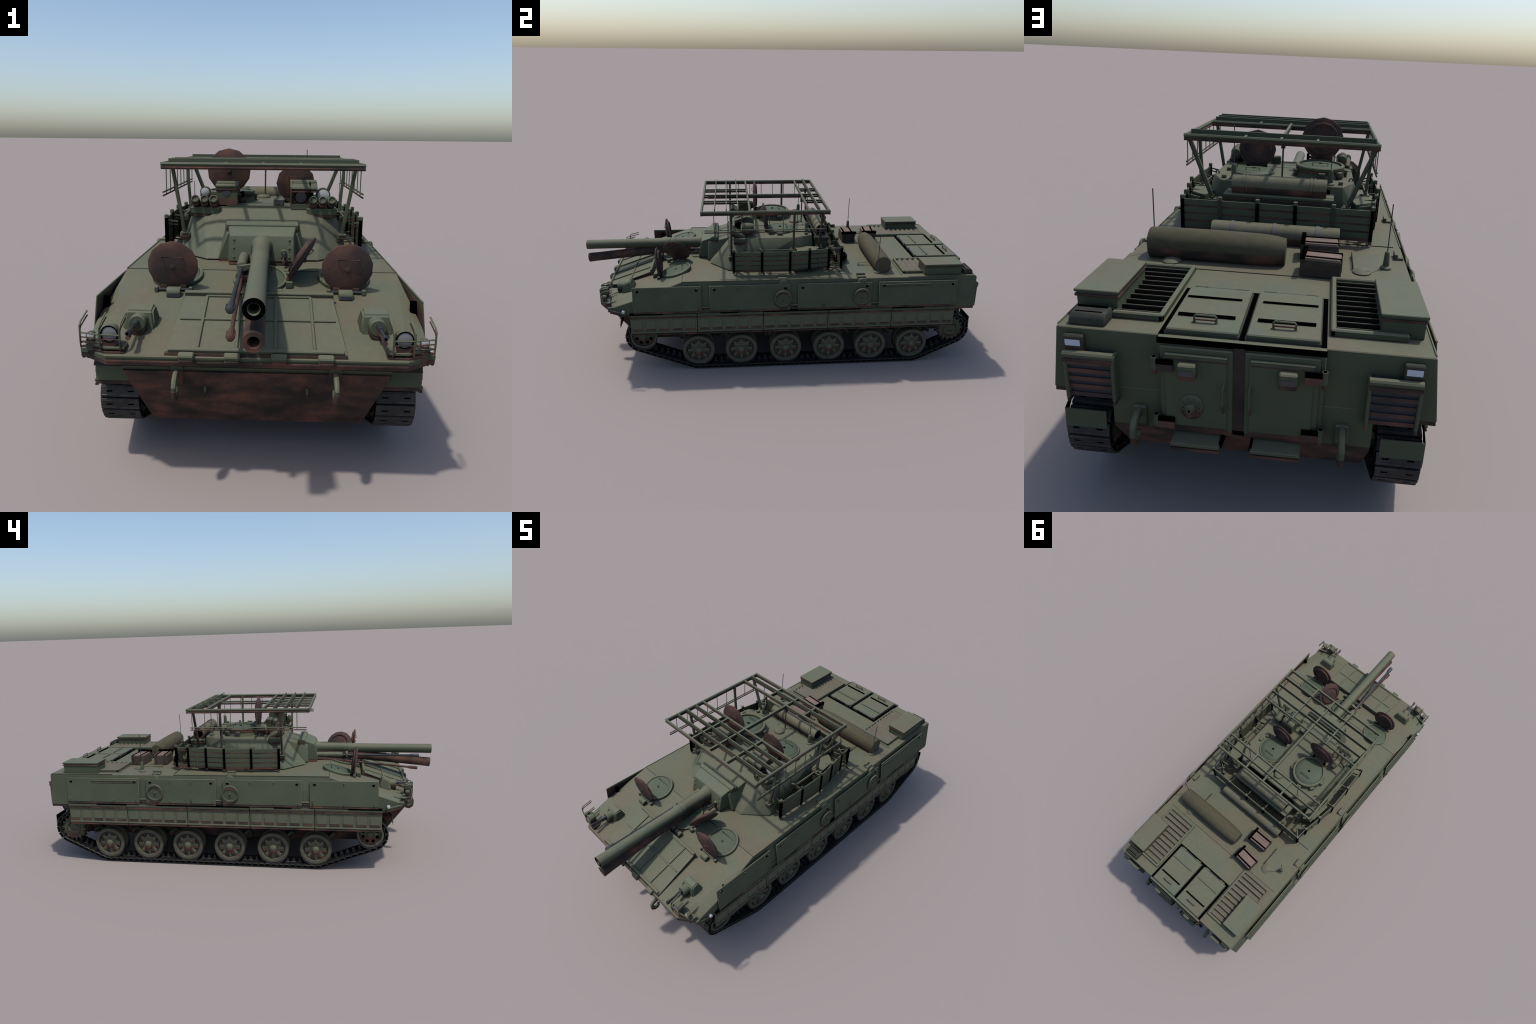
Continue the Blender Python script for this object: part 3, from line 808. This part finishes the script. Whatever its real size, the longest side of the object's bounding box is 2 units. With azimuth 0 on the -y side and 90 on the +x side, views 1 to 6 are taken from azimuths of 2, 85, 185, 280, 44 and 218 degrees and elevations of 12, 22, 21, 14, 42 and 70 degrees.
# ================================================================== REAR FACE
RY = 0.937
RD = 0.950                                  # door plane
for s in S2:
    dr = Part("rear_door")
    xa, xb = (0.0145, 0.171) if s > 0 else (-0.1675, -0.0105)
    dr.box(xa, xb, RD - 0.002, RD + 0.006, 0.2485, 0.4525, bev=0.002)
    dr.box(xa + 0.012, xb - 0.010, RD + 0.004, RD + 0.0105, 0.2585, 0.4365, bev=0.002)
    dr.box(xa + 0.010, xb - 0.012, RD + 0.006, RD + 0.0125, 0.4345, 0.4400, bev=0.002)
    dr.build()
    xo = xb if s > 0 else xa
    hi = Part("door_hinge", parent=dr.ob)
    for z0 in (0.404, 0.260):
        hi.box(xo + s * 0.012, xo - s * 0.031, RD + 0.004, RD + 0.016, z0 - 0.007, z0 + 0.012, mat="rust_red", twin=False)
        hi.box(xo + s * 0.010, xo - s * 0.031, RD + 0.012, RD + 0.0164, z0 + 0.0105, z0 + 0.0215, mat="black", twin=False)
        hi.cyl((xo + s * 0.010, RD + 0.012, z0 - 0.004), (xo + s * 0.010, RD + 0.012, z0 + 0.026), 0.0062, n=8)
        hi.cyl((xo + s * 0.010, RD + 0.012, z0 + 0.0255), (xo + s * 0.010, RD + 0.012, z0 + 0.0265), 0.0048, n=8, mat="black", twin=False)
    hi.build()
    pb = Part("door_vision_block", parent=dr.ob)
    xc = 0.1095 if s > 0 else -0.103
    pb.box(xc - 0.019, xc + 0.019, RD + 0.008, RD + 0.028, 0.3955, 0.4235, bev=0.003)
    pb.box(xc - 0.014, xc + 0.014, RD + 0.027, RD + 0.0288, 0.3980, 0.4115, mat="lens_dark", twin=False)
    pb.build()
    hd = Part("door_handle", parent=dr.ob, shrink=0.0004)
    xh = 0.033 if s > 0 else -0.023
    hd.tube([(xh, RD + 0.009, 0.3740), (xh, RD + 0.020, 0.3700), (xh, RD + 0.022, 0.3580), (xh, RD + 0.022, 0.3300), (xh, RD + 0.020, 0.3200), (xh, RD + 0.009, 0.3160)], 0.0028, n=6)
    hd.build()
    st = Part("rear_step")
    sa, sb = (0.036, 0.143) if s > 0 else (-0.137, -0.030)
    st.hull([(x, y, z) for x in (sa, sb) for y, z in ((0.948, 0.2375), (0.948, 0.234), (0.9935, 0.2375), (0.9935, 0.2290), (0.986, 0.2290))], bev=0.0012)
    xi = sa if s > 0 else sb
    st.hull([(xi + i * 0.003, y, z) for i in S2 for y, z in ((0.93, 0.243), (0.93, 0.215), (0.985, 0.238), (0.985, 0.230))], mat="black", twin=False)
    st.build()
    lp = Part("tail_lamp", mat="exhaust")
    xc = 0.361 if s > 0 else -0.358
    lp.box(xc - 0.0215, xc + 0.0215, RY - 0.002, RY + 0.015, 0.4245, 0.4555, bev=0.003)
    lp.box(xc - 0.0165, xc + 0.0165, RY + 0.014, RY + 0.0158, 0.4320, 0.4465, mat="lamp", twin=False)
    lp.build()
    lv = Part("rear_louvre")
    la, lb = (0.270, 0.382) if s > 0 else (-0.379, -0.267)
    def ly(z): return RY + 0.017 + 0.008 * (z - 0.303) / 0.107
    lv.hull([(x, y, z) for x in (la + 0.003, lb - 0.003) for y, z in ((RY - 0.002, 0.306), (RY + 0.015, 0.306), (RY - 0.002, 0.416), (RY + 0.022, 0.416))], mat="slot", twin=False)  # solid navy block behind the slats, no open slots
    inner = la if s > 0 else lb
    for x in (la, lb):
        o = 0.010 if x == inner * 1 else 0.006
        lv.hull([(x + k, y, z) for k in ((0, 0.008) if x == la else (-0.008, 0)) for y, z in ((RY - 0.002, 0.305), (RY + 0.0270, 0.305), (RY - 0.002, 0.417), (RY + 0.0250, 0.417))], bev=0.002)
    lv.cyl((la + 0.001, RY + 0.021, 0.415), (lb - 0.001, RY + 0.021, 0.415), 0.0085, n=10)
    for i in range(5):
        z = 0.3085 + i * 0.0210
        lv.hull([(x, y, zz) for x in (la + 0.008, lb - 0.008) for y, zz in ((ly(z) - 0.004, z), (ly(z) + 0.0015, z), (ly(z) - 0.004, z + 0.0095), (ly(z) + 0.001, z + 0.0095))], mat="rust_red", twin=False)
    lv.build()
    hk = Part("rear_tow_hook")
    xc = 0.225 if s > 0 else -0.2235
    hk.box(xc - 0.0155, xc + 0.0155, RY - 0.006, RY + 0.010, 0.240, 0.2885, bev=0.003)
    hk.tube([(xc, RY + 0.004, 0.280), (xc, RY + 0.024, 0.282), (xc, RY + 0.042, 0.276), (xc, RY + 0.0535, 0.262), (xc, RY + 0.0555, 0.246), (xc, RY + 0.050, 0.232), (xc, RY + 0.038, 0.226), (xc, RY + 0.028, 0.230), (xc, RY + 0.025, 0.238)], 0.0075, n=8)
    hk.build()
df = Part("door_frame")
df.hull([(x, y, z) for x in (-0.178, 0.1765) for y, z in ((RY - 0.004, 0.240), (RY - 0.004, 0.4705), (RD - 0.001, 0.4700), (RD - 0.001, 0.244))], bev=0.0015)
df.build()
pl = Part("door_pillar", mat="charcoal", twin=False)
pl.box(-0.0100, 0.0140, RY - 0.002, RD + 0.004, 0.254, 0.4595)
pl.box(-0.0115, 0.0135, RY - 0.002, RD + 0.0055, 0.244, 0.254, mat="black")
pl.build()
gp = Part("gun_port")
gp.lathe([(0.0265, 0.006), (0.0265, 0.0125), (0.024, 0.0145), (0.011, 0.0170), (0.011, 0.026), (0.0065, 0.029), (0.006, 0.034), (0, 0.034)], (0.1025, RD, 0.3165), (0, 1, 0), 18)
for i in range(8):
    a = math.pi / 4 * (i + 0.5)
    gp.cyl((0.1025 + 0.0195 * math.cos(a), RD + 0.013, 0.3165 + 0.0195 * math.sin(a)), (0.1025 + 0.0195 * math.cos(a), RD + 0.0172, 0.3165 + 0.0195 * math.sin(a)), 0.002, n=6)
gp.cyl((0.1025, RD + 0.0335, 0.3165), (0.1025, RD + 0.0345, 0.3165), 0.003, n=6, mat="black", twin=False)
gp.build()

# ================================================================== TURRET
ZR = 0.627
tu = Part("turret", angle=33)
pts = []
for s in S2:
    pts += [(s * 0.179, -0.356, 0.4745), (s * 0.281, -0.262, 0.4745), (s * 0.290, -0.20, 0.4745), (s * 0.288, 0.075, 0.4745), (s * 0.222, 0.165, 0.4745),
            (s * 0.142, -0.221, ZR), (s * 0.205, -0.205, ZR - 0.002), (s * 0.243, -0.160, ZR - 0.001), (s * 0.2445, 0.073, ZR), (s * 0.206, 0.155, ZR)]
tu.hull(pts, bev=0.0025)
tu.lathe([(0.27, 0), (0.27, 0.008)], (0, -0.06, ZD - 0.002), (0, 0, 1), 40, mat="black", twin=False)  # black disc painting in the shadow gap below the turret
# roof lips and ridges
tu.box(-0.125, 0.13, -0.2165, -0.2115, ZR - 0.002, ZR + 0.004, bev=0.001)
tu.box(-0.09, 0.09, -0.199, -0.195, ZR - 0.002, ZR + 0.0015, bev=0.0007)
tu.bar((-0.165, 0.150, ZR + 0.001), (0.165, 0.150, ZR + 0.001), 0.004, 0.004)
for s in S2:
    tu.box(s * 0.02, s * 0.165, 0.156, 0.171, 0.600, 0.6155, mat="black", twin=False)  # black strip painting in the shadowed gap before the rear box
    for x, y in ((0.05, 0.13), (0.06, 0.07)):
        tu.cyl((s * x, y, ZR - 0.002), (s * x, y, ZR + 0.0015), 0.0035, n=8, mat="exhaust", twin=False)
    tu.box(s * 0.192, s * 0.207, 0.118, 0.134, ZR - 0.001, ZR + 0.012, bev=0.002)
    tu.ring((s * 0.236, 0.060, 0.629), (0.6 * s, 1, 0), 0.006, 0.0095, -0.002, 0.002, n=14, mat="steel")
tu.build()
TUR = tu.ob

# rear stowage box
rb = Part("turret_rear_box", parent=TUR)
rb.box(-0.174, 0.174, 0.174, 0.243, 0.520, 0.5985, bev=0.0015)
rb.box(-0.179, 0.179, 0.170, 0.2475, 0.594, 0.603, bev=0.0015)
rb.build()
for s in S2:
    sb = Part("turret_side_bin", parent=TUR)
    sb.hull([(s * x, y, z) for x, y in ((0.268, 0.040), (0.317, 0.050), (0.306, 0.152), (0.254, 0.189), (0.235, 0.120)) for z in (0.505, 0.579)], bev=0.0015)
    sb.build()

# ------------------------------------------------------------------ mantlet
mt = Part("mantlet", parent=TUR, angle=25)
pts = []
for s in S2:
    pts += [(s * 0.141, -0.368, 0.477), (s * 0.110, -0.366, 0.562), (s * 0.119, -0.252, 0.5915), (s * 0.140, -0.30, 0.477)]
mt.hull(pts, bev=0.0025)
pts = []
for s in S2:
    pts += [(s * 0.1015, -0.4155, 0.483), (s * 0.099, -0.400, 0.560), (s * 0.099, -0.394, 0.566), (s * 0.107, -0.350, 0.583), (s * 0.112, -0.350, 0.484)]
mt.hull(pts, bev=0.003)
mt.hull([(s * 0.1155, y, z) for s in S2 for y, z in ((-0.350, 0.572), (-0.352, 0.589), (-0.330, 0.597), (-0.326, 0.579))], bev=0.003)
mt.hull([(s * 0.119, y, z) for s in S2 for y, z in ((-0.330, 0.572), (-0.334, 0.588), (-0.316, 0.594), (-0.312, 0.575))], bev=0.002)
for s in S2:
    for z in (0.496, 0.524, 0.549):
        yf = -0.4155 + (0.0155) * (z - 0.483) / 0.077
        mt.lathe([(0.0035, -0.002), (0.0035, 0.002), (0.002, 0.0035), (0, 0.0038)], (s * 0.086, yf, z), (0, -1, 0.2), 8)
mt.build()

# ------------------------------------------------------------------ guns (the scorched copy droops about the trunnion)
PIV = Vector((0, -0.34, 0.523))
def droop(co):
    return Matrix.Rotation(math.radians(5.35), 4, 'X') @ (co - PIV) + PIV
gn = Part("main_gun", parent=TUR, twin_fn=droop, angle=30)
AX = Vector((0, -1, -0.0085))
gn.lathe([(0.0350, 0.0), (0.0348, 0.006), (0.0320, 0.016), (0.0270, 0.032), (0.0257, 0.150), (0.0262, 0.152), (0.0262, 0.160), (0.0255, 0.162), (0.0255, 0.168), (0.0272, 0.170), (0.0272, 0.190), (0.0245, 0.196),
          (0.0238, 0.30), (0.0236, 0.566), (0.0242, 0.572), (0.0242, 0.602), (0.0142, 0.602), (0.0122, 0.600), (0.0122, 0.565)], (0, -0.3985, 0.5265), AX, 20, caps=False)
gn.lathe([(0.0238, 0.6025), (0.0138, 0.6025), (0.0138, 0.6010)], (0, -0.3985, 0.5265), AX, 20, "black", caps=False, twin=False)
gn.lathe([(0.0120, 0.568), (0, 0.566)], (0, -0.3985, 0.5265), AX, 12, "black", caps=False, twin=False)
gn.build()
cx = Part("coaxial_cannon", parent=TUR, twin_fn=droop, shrink=0.0005, mapping={"paint": "rust_red"})
c0 = Vector((-0.0535, -0.412, 0.4975)); cd = Vector((0, -1, -0.003))
cx.lathe([(0.0150, -0.02), (0.0150, 0.028), (0.0158, 0.029), (0.0158, 0.033), (0.0150, 0.034), (0.0150, 0.060), (0.0158, 0.061), (0.0158, 0.065), (0.0150, 0.066), (0.0150, 0.092), (0.0158, 0.093), (0.0158, 0.097),
          (0.0150, 0.098), (0.0148, 0.122), (0.0125, 0.131), (0.0070, 0.133)], c0, cd, 16)
cx.lathe([(0.0058, 0.12), (0.0058, 0.476), (0.0086, 0.480), (0.0092, 0.500), (0.0092, 0.521), (0.0060, 0.523), (0, 0.523)], c0, cd, 10, "steel")
for k in range(5):
    for q in S2:
        cx.box(c0.x + q * 0.0085 - 0.002, c0.x + q * 0.0085 + 0.002, c0.y - 0.517 + k * 0.006, c0.y - 0.514 + k * 0.006, c0.z - 0.004, c0.z + 0.003, mat="steel")
cx.hull([(x, y, z) for x, z in ((-0.022, 0.500), (-0.046, 0.489), (-0.022, 0.512), (-0.046, 0.506), (-0.060, 0.506), (-0.060, 0.489)) for y in (-0.572, -0.560)], bev=0.001)
cx.build()
pk = Part("coaxial_machine_gun", parent=TUR, twin_fn=droop, shrink=0.0004)
p0 = Vector((0.0685, -0.408, 0.513))
pk.lathe([(0.0085, -0.01), (0.0085, 0.007), (0.007, 0.010), (0, 0.010)], p0, cd, 10)
pk.lathe([(0.0045, 0.0), (0.0042, 0.036), (0.0052, 0.037), (0.0052, 0.050), (0, 0.050)], p0, cd, 8, "steel")
pk.build()

# ------------------------------------------------------------------ cupolas
cu = Part("commander_cupola", parent=TUR)
CC = Vector((-0.125, -0.016, ZR))
cu.lathe([(0.090, -0.002), (0.087, 0.010), (0.082, 0.026), (0.088, 0.029), (0.088, 0.037), (0.085, 0.0405), (0.077, 0.0405), (0.076, 0.030), (0.076, -0.002), (0.090, -0.002)], CC, (0, 0, 1), 30, caps=False)
cu.lathe([(0.0765, 0.031), (0.070, 0.036), (0.050, 0.040), (0, 0.042)], CC, (0, 0, 1), 30, "green")
for a in (95, 180, 250, 300, 20, 140):
    t = math.radians(a); d = V3(math.cos(t), math.sin(t), 0)
    cu.obox(CC + d * 0.090 + V3(0, 0, 0.017), d, d.cross(V3(0, 0, 1)), (0, 0, 1), 0.008, 0.012, 0.008, bev=0.0015)
    cu.obox(CC + d * 0.0975 + V3(0, 0, 0.017), d, d.cross(V3(0, 0, 1)), (0, 0, 1), 0.0012, 0.009, 0.005, mat="lens_dark", twin=False)
zz = ZR + 0.041
cu.tube([(CC.x - 0.027, 0.018, zz - 0.002), (CC.x - 0.027, 0.018, zz + 0.009), (CC.x + 0.027, 0.018, zz + 0.009), (CC.x + 0.027, 0.018, zz - 0.002)], 0.0016, n=6, mat="exhaust", twin=False)
cu.cyl((CC.x, CC.y, zz), (CC.x, CC.y, zz + 0.0035), 0.0065, n=6, mat="black", twin=False)
for q in S2:
    cu.box(CC.x + q * 0.036 - 0.006, CC.x + q * 0.036 + 0.006, -0.110, -0.092, ZR + 0.026, ZR + 0.040, mat="black", twin=False)
cu.build()
opened_lid("commander_hatch_lid", (-0.1255, -0.1125, 0.7440), (0, -1, 0.0), (0, 0, 1), 0.0775, sides=13)
gh = Part("gunner_hatch", parent=TUR)
GC = Vector((0.1135, 0.003, ZR))
gh.lathe([(0.077, -0.001), (0.0755, 0.006), (0.073, 0.008), (0.069, 0.008), (0.068, 0.005), (0.068, -0.001), (0.077, -0.001)], GC, (0, 0, 1), 30, caps=False)
gh.lathe([(0.0685, 0.005), (0.063, 0.010), (0.045, 0.013), (0, 0.0145)], GC, (0, 0, 1), 30, "green")
zz = ZR + 0.013
gh.tube([(GC.x - 0.025, 0.036, zz - 0.003), (GC.x - 0.025, 0.036, zz + 0.009), (GC.x + 0.025, 0.036, zz + 0.009), (GC.x + 0.025, 0.036, zz - 0.003)], 0.0016, n=6, mat="exhaust", twin=False)
gh.cyl((GC.x, GC.y, zz), (GC.x, GC.y, zz + 0.004), 0.0062, n=6, mat="black", twin=False)
for q in S2:
    gh.box(GC.x + q * 0.032 - 0.006, GC.x + q * 0.032 + 0.006, -0.076, -0.062, ZR - 0.001, ZR + 0.013, mat="black", twin=False)
for x, y in ((0.205, -0.005), (0.190, -0.045)):
    gh.box(x - 0.007, x + 0.007, y - 0.014, y + 0.014, ZR - 0.001, ZR + 0.013, bev=0.002)
    gh.box(x + 0.006, x + 0.0082, y - 0.010, y + 0.010, ZR + 0.002, ZR + 0.010, mat="lens_dark", twin=False)
gh.build()
opened_lid("gunner_hatch_lid", (0.1135, -0.0745, 0.6985), (0, -1, -0.10), (0, -0.10, 1), 0.070, sides=12)

# ------------------------------------------------------------------ roof fittings
ve = Part("vent_dome", parent=TUR)
ve.lathe([(0.0275, 0), (0.0275, 0.004), (0.024, 0.010), (0.020, 0.012), (0, 0.0125)], (-0.006, 0.092, ZR - 0.001), (0, 0, 1), 20)
ve.build()
ms = Part("cage_mast", parent=TUR, shrink=0.0004)
ms.cyl((0.0, 0.128, ZR - 0.001), (0.0, 0.128, 0.772), 0.0030, n=8, mat="exhaust")
ms.cyl((0.0, 0.128, ZR - 0.001), (0.0, 0.128, ZR + 0.005), 0.0065, n=8)
ms.box(-0.007, 0.007, 0.121, 0.135, 0.750, 0.758, mat="exhaust")
ms.build()
for s in S2:
    an = Part("turret_antenna", parent=TUR, shrink=0.0004)
    an.lathe([(0.016, -0.001), (0.016, 0.004), (0.013, 0.007), (0.0098, 0.008), (0.0085, 0.045), (0.0065, 0.051), (0.0016, 0.052)], (s * 0.164, 0.133, ZR), (0, 0, 1), 14)
    an.cyl((s * 0.164, 0.133, 0.675), (s * 0.164, 0.133, 0.8145), 0.0017, n=6, mat="steel", twin=False)
    an.build()

sg = Part("gunner_sight", parent=TUR)
sg.hull([(x, y, z) for x in (0.097, 0.170) for y, z in ((-0.200, 0.622), (-0.134, 0.622), (-0.134, 0.695), (-0.150, 0.712), (-0.200, 0.712))], bev=0.002)
sg.hull([(x, y, z) for x in (0.0905, 0.1815) for y, z in ((-0.168, 0.7185), (-0.168, 0.713), (-0.228, 0.6985), (-0.231, 0.690), (-0.215, 0.695))], bev=0.0015)
sg.hull([(x, y, z) for x in (0.092, 0.0955) for y, z in ((-0.200, 0.715), (-0.230, 0.696), (-0.222, 0.672), (-0.228, 0.640), (-0.200, 0.625))])
sg.hull([(x, y, z) for x in (0.155, 0.1585) for y, z in ((-0.200, 0.715), (-0.230, 0.696), (-0.205, 0.66), (-0.228, 0.640), (-0.200, 0.625))], mat="black", twin=False)
sg.box(0.0955, 0.1550, -0.2030, -0.1995, 0.634, 0.692, mat="rust", twin=False)
sg.box(0.1550, 0.1700, -0.2030, -0.1995, 0.634, 0.692, mat="black", twin=False)
sg.lathe([(0.0225, 0), (0.0225, 0.002), (0.019, 0.002)], (0.1275, -0.202, 0.662), (0, -1, 0), 20, "black", twin=False)
sg.lathe([(0.0195, 0), (0.0195, 0.004), (0, 0.005)], (0.1275, -0.202, 0.662), (0, -1, 0), 20, "lens_dark", twin=False)
sg.box(0.093, 0.158, -0.228, -0.200, 0.622, 0.640, bev=0.001)
sg.build()
s2 = Part("commander_sight", parent=TUR)
s2.hull([(x, y, z) for x in (-0.161, -0.090) for y, z in ((-0.204, 0.641), (-0.134, 0.645), (-0.134, 0.682), (-0.158, 0.706), (-0.204, 0.702))], bev=0.002)
s2.hull([(x, y, z) for x in (-0.164, -0.0865) for y, z in ((-0.156, 0.7105), (-0.158, 0.703), (-0.205, 0.702), (-0.209, 0.696), (-0.205, 0.688))], bev=0.0015)
s2.box(-0.153, -0.102, -0.190, -0.14, 0.622, 0.645, mat="black", twin=False)
s2.box(-0.1612, -0.0898, -0.2045, -0.145, 0.632, 0.655, mat="rust_red", twin=False)
s2.lathe([(0.0125, 0), (0.0125, 0.002), (0, 0.0025)], (-0.1265, -0.2035, 0.673), (0, -1, 0), 18, "lens_dark", twin=False)
s2.cyl((-0.092, -0.165, 0.664), (-0.070, -0.165, 0.664), 0.0045, n=8)
s2.box(-0.078, -0.068, -0.172, -0.158, 0.655, 0.676, mat="black")
s2.build()
cb = Part("roof_optic", parent=TUR)
cb.box(0.034, 0.071, -0.206, -0.176, ZR - 0.003, 0.6545, bev=0.003)
cb.box(0.039, 0.066, -0.2075, -0.205, 0.636, 0.650, mat="lens_dark", twin=False)
cb.build()
for x, y, z, r, L in ((0.204, -0.196, 0.668, 0.0240, 0.062), (-0.206, -0.160, 0.672, 0.0175, 0.045)):
    sl = Part("searchlight", parent=TUR)
    sl.lathe([(r * 0.55, L), (r * 0.88, L * 0.85), (r, L * 0.5), (r * 1.02, 0.0), (r * 0.92, 0.0)], (x, y, z), (0, 1, 0), 20)
    sl.lathe([(r * 0.93, 0.001), (r * 0.6, -0.002), (0, -0.003)], (x, y, z), (0, 1, 0), 20, "lens", caps=False)
    sl.box(x - 0.008, x + 0.008, y + L * 0.3, y + L * 0.7, ZR - 0.002, z - r * 0.8, mat="rust_red", twin=False)
    sl.build()
for s in S2:
    lp = Part("launcher_plate", parent=TUR)
    lp.hull([(s * 0.143, -0.236, 0.6265), (s * 0.249, -0.236, 0.6265), (s * 0.250, -0.176, 0.6265), (s * 0.150, -0.200, 0.6265),
             (s * 0.152, -0.236, 0.604), (s * 0.249, -0.236, 0.606), (s * 0.250, -0.176, 0.606), (s * 0.160, -0.215, 0.604)], bev=0.002)
    lp.build()
    for x in (0.165, 0.196, 0.227):
        st = Part("smoke_launcher", parent=lp.ob)
        st.lathe([(0, -0.008), (0.010, -0.006), (0.0125, 0.0), (0.0125, 0.048), (0.0140, 0.050), (0.0140, 0.062), (0.0108, 0.064), (0.0104, 0.0585), (0, 0.0575)],
                 (s * x, -0.188, 0.630), (s * 0.03, -0.86, 0.42), 12)
        st.build()

# ================================================================== SLAT ARMOUR
sa = Part("slat_armour", parent=TUR)
SIDE = ((0.329, -0.238), (0.336, -0.103), (0.338, 0.032), (0.323, 0.128), (0.307, 0.225), (0.302, 0.289))
def post(x, y, m="black"):
    p = Part("armour_post", parent=sa_ob)
    p.box(x - 0.0055, x + 0.0055, y - 0.0055, y + 0.0055, 0.489, 0.590, mat=m)
    p.box(x - 0.0062, x + 0.0062, y - 0.0062, y + 0.0062, 0.589, 0.6015, bev=0.0012)
    p.build()
    return p.ob
def board(a, b, z0, z1, th=0.004):
    a, b = Vector((*a, 0)), Vector((*b, 0))
    d = (b - a).normalized()
    n = V3(d.y, -d.x, 0)
    sa.hull([p + n * k * th / 2 + V3(0, 0, z) for p in (a, b) for k in S2 for z in (z0, z1)])
LEV = [(0.5705 - 0.0243 * i, 0.5885 - 0.0243 * i) for i in range(4)]
for s in S2:
    side = [(s * x, y) for x, y in SIDE]
    for k in range(4):
        for z0, z1 in LEV:
            board(side[k], side[k + 1], z0, z1)
    mid = ((side[3][0] + side[4][0]) / 2 + s * 0.0032, (side[3][1] + side[4][1]) / 2 + 0.0)
    sa.box(mid[0] - 0.002, mid[0] + 0.002, mid[1] - 0.004, mid[1] + 0.004, 0.500, 0.548)
    for z in (0.588, 0.500):
        sa.bar((*side[4], z), (*side[5], z), 0.004, 0.005)
        sa.bar((side[4][0], side[4][1], z), (side[4][0] - s * 0.045, side[4][1] + 0.03, z), 0.004, 0.004)
    for k, (dx, dy) in enumerate(((-0.038, 0.010), (-0.045, 0.004), (-0.045, 0.0), (-0.05, -0.008), (-0.045, -0.006), (-0.04, -0.045))):
        x, y = side[k]
        for z in (0.582, 0.505):
            sa.bar((x, y, z), (x + s * dx, y + dy, z - 0.006), 0.0045, 0.005)
    sa.bar((side[1][0] - s * 0.045, side[1][1] + 0.004, 0.579), (side[2][0] - s * 0.045, side[2][1], 0.579), 0.005, 0.005)
    sa.bar((side[1][0] - s * 0.045, side[1][1] + 0.004, 0.579), (side[1][0] - s * 0.062, side[1][1] - 0.006, 0.579), 0.008, 0.008)
RX = (-0.302, -0.180, -0.060, 0.060, 0.180, 0.302)
for a, b in zip(RX, RX[1:]):
    for z0, z1 in LEV:
        board((b, 0.289), (a, 0.289), z0, z1)
for x in RX[1:-1]:
    for z in (0.582, 0.505):
        sa.bar((x, 0.289, z), (x, 0.245, z - 0.006), 0.0045, 0.005)
sa_ob = sa.build()
for s in S2:
    for x, y in SIDE:
        post(s * x, y)
for x in RX[1:-1]:
    post(x, 0.290, "exhaust" if abs(x) > 0.1 else "black")

# ================================================================== ROOF CAGE
cg = Part("roof_cage", parent=TUR)
ZC = 0.7775
XF = 0.306
def beam(p0, p1, w=0.0115, hh=0.0110):
    p0, p1 = Vector(p0), Vector(p1)
    d = (p1 - p0).normalized(); sd = d.cross(V3(0, 0, 1)).normalized(); u = V3(0, 0, 1)
    prof = [(-w / 2, 0), (-w / 2 + 0.003, hh / 2), (w / 2 - 0.003, hh / 2), (w / 2, 0), (w / 2 - 0.003, -hh / 2), (-w / 2 + 0.003, -hh / 2)]
    vs = [p + sd * a + u * b for p in (p0, p1) for a, b in prof]
    n = len(prof)
    cg.add(vs, [list(range(n)), list(range(n, 2 * n))] + [[i, (i + 1) % n, n + (i + 1) % n, n + i] for i in range(n)])
beam((-0.312, -0.384, ZC), (0.312, -0.384, ZC)); beam((-0.312, 0.2175, ZC), (0.312, 0.2175, ZC))
for s in S2:
    beam((s * XF, -0.3805, ZC + 0.0003), (s * XF, 0.214, ZC + 0.0003))
for y in (-0.158, 0.124):
    beam((-0.303, y, ZC + 0.0006), (0.303, y, ZC + 0.0006), 0.010, 0.0105)
for y in (-0.323, -0.268, -0.213, 0.1715):
    cg.box(-0.300, 0.300, y - 0.0021, y + 0.0021, 0.775, 0.7925, bev=0.0006)
for x in (-0.115, 0.001, 0.117):
    for y0, y1 in ((-0.380, -0.160), (0.126, 0.215)):
        cg.box(x - 0.0042, x + 0.0042, y0, y1, 0.7738, 0.7826, bev=0.0006)
cg.box(-0.0032, 0.0052, -0.155, 0.122, 0.7738, 0.7826, bev=0.0006)
LEGS = (((0.304, -0.246), (0.266, -0.247, 0.545)), ((0.304, 0.052), (0.291, 0.052, 0.583)), ((0.304, 0.188), (0.225, 0.188, 0.570)))
for s in S2:
    for (x, y), (fx, fy, fz) in LEGS:
        cg.bar((s * x, y, 0.774), (s * fx, fy, fz), 0.0105, 0.0105, up=(0, 1, 0), bev=0.001)
        cg.obox((s * fx, fy, fz - 0.003), (1, 0, 0), (0, 1, 0), (0, 0, 1), 0.013, 0.016, 0.003, bev=0.001)
        cg.obox((s * (fx - 0.006), fy, fz - 0.010), (1, 0, 0), (0, 1, 0), (0, 0, 1), 0.012, 0.012, 0.006)
        for q in S2:
            cg.box(s * fx + 0.004, s * fx - 0.004, fy + q * 0.011 - 0.002, fy + q * 0.011 + 0.002, fz - 0.002, fz + 0.008)
cg.build()
rods = Part("cage_side_rods", parent=cg.ob, shrink=0.0003)
rods.ob = None
for s in S2:
    for k in range(9):
        y = -0.327 + 0.0652 * k
        rods.cyl((s * 0.3075, y, 0.774), (s * 0.3075, y, 0.690), 0.0017, n=6, twin=True)
    rods.cyl((s * 0.309, -0.373, 0.690), (s * 0.309, 0.204, 0.690), 0.0030, n=8)
ro = rods.build()
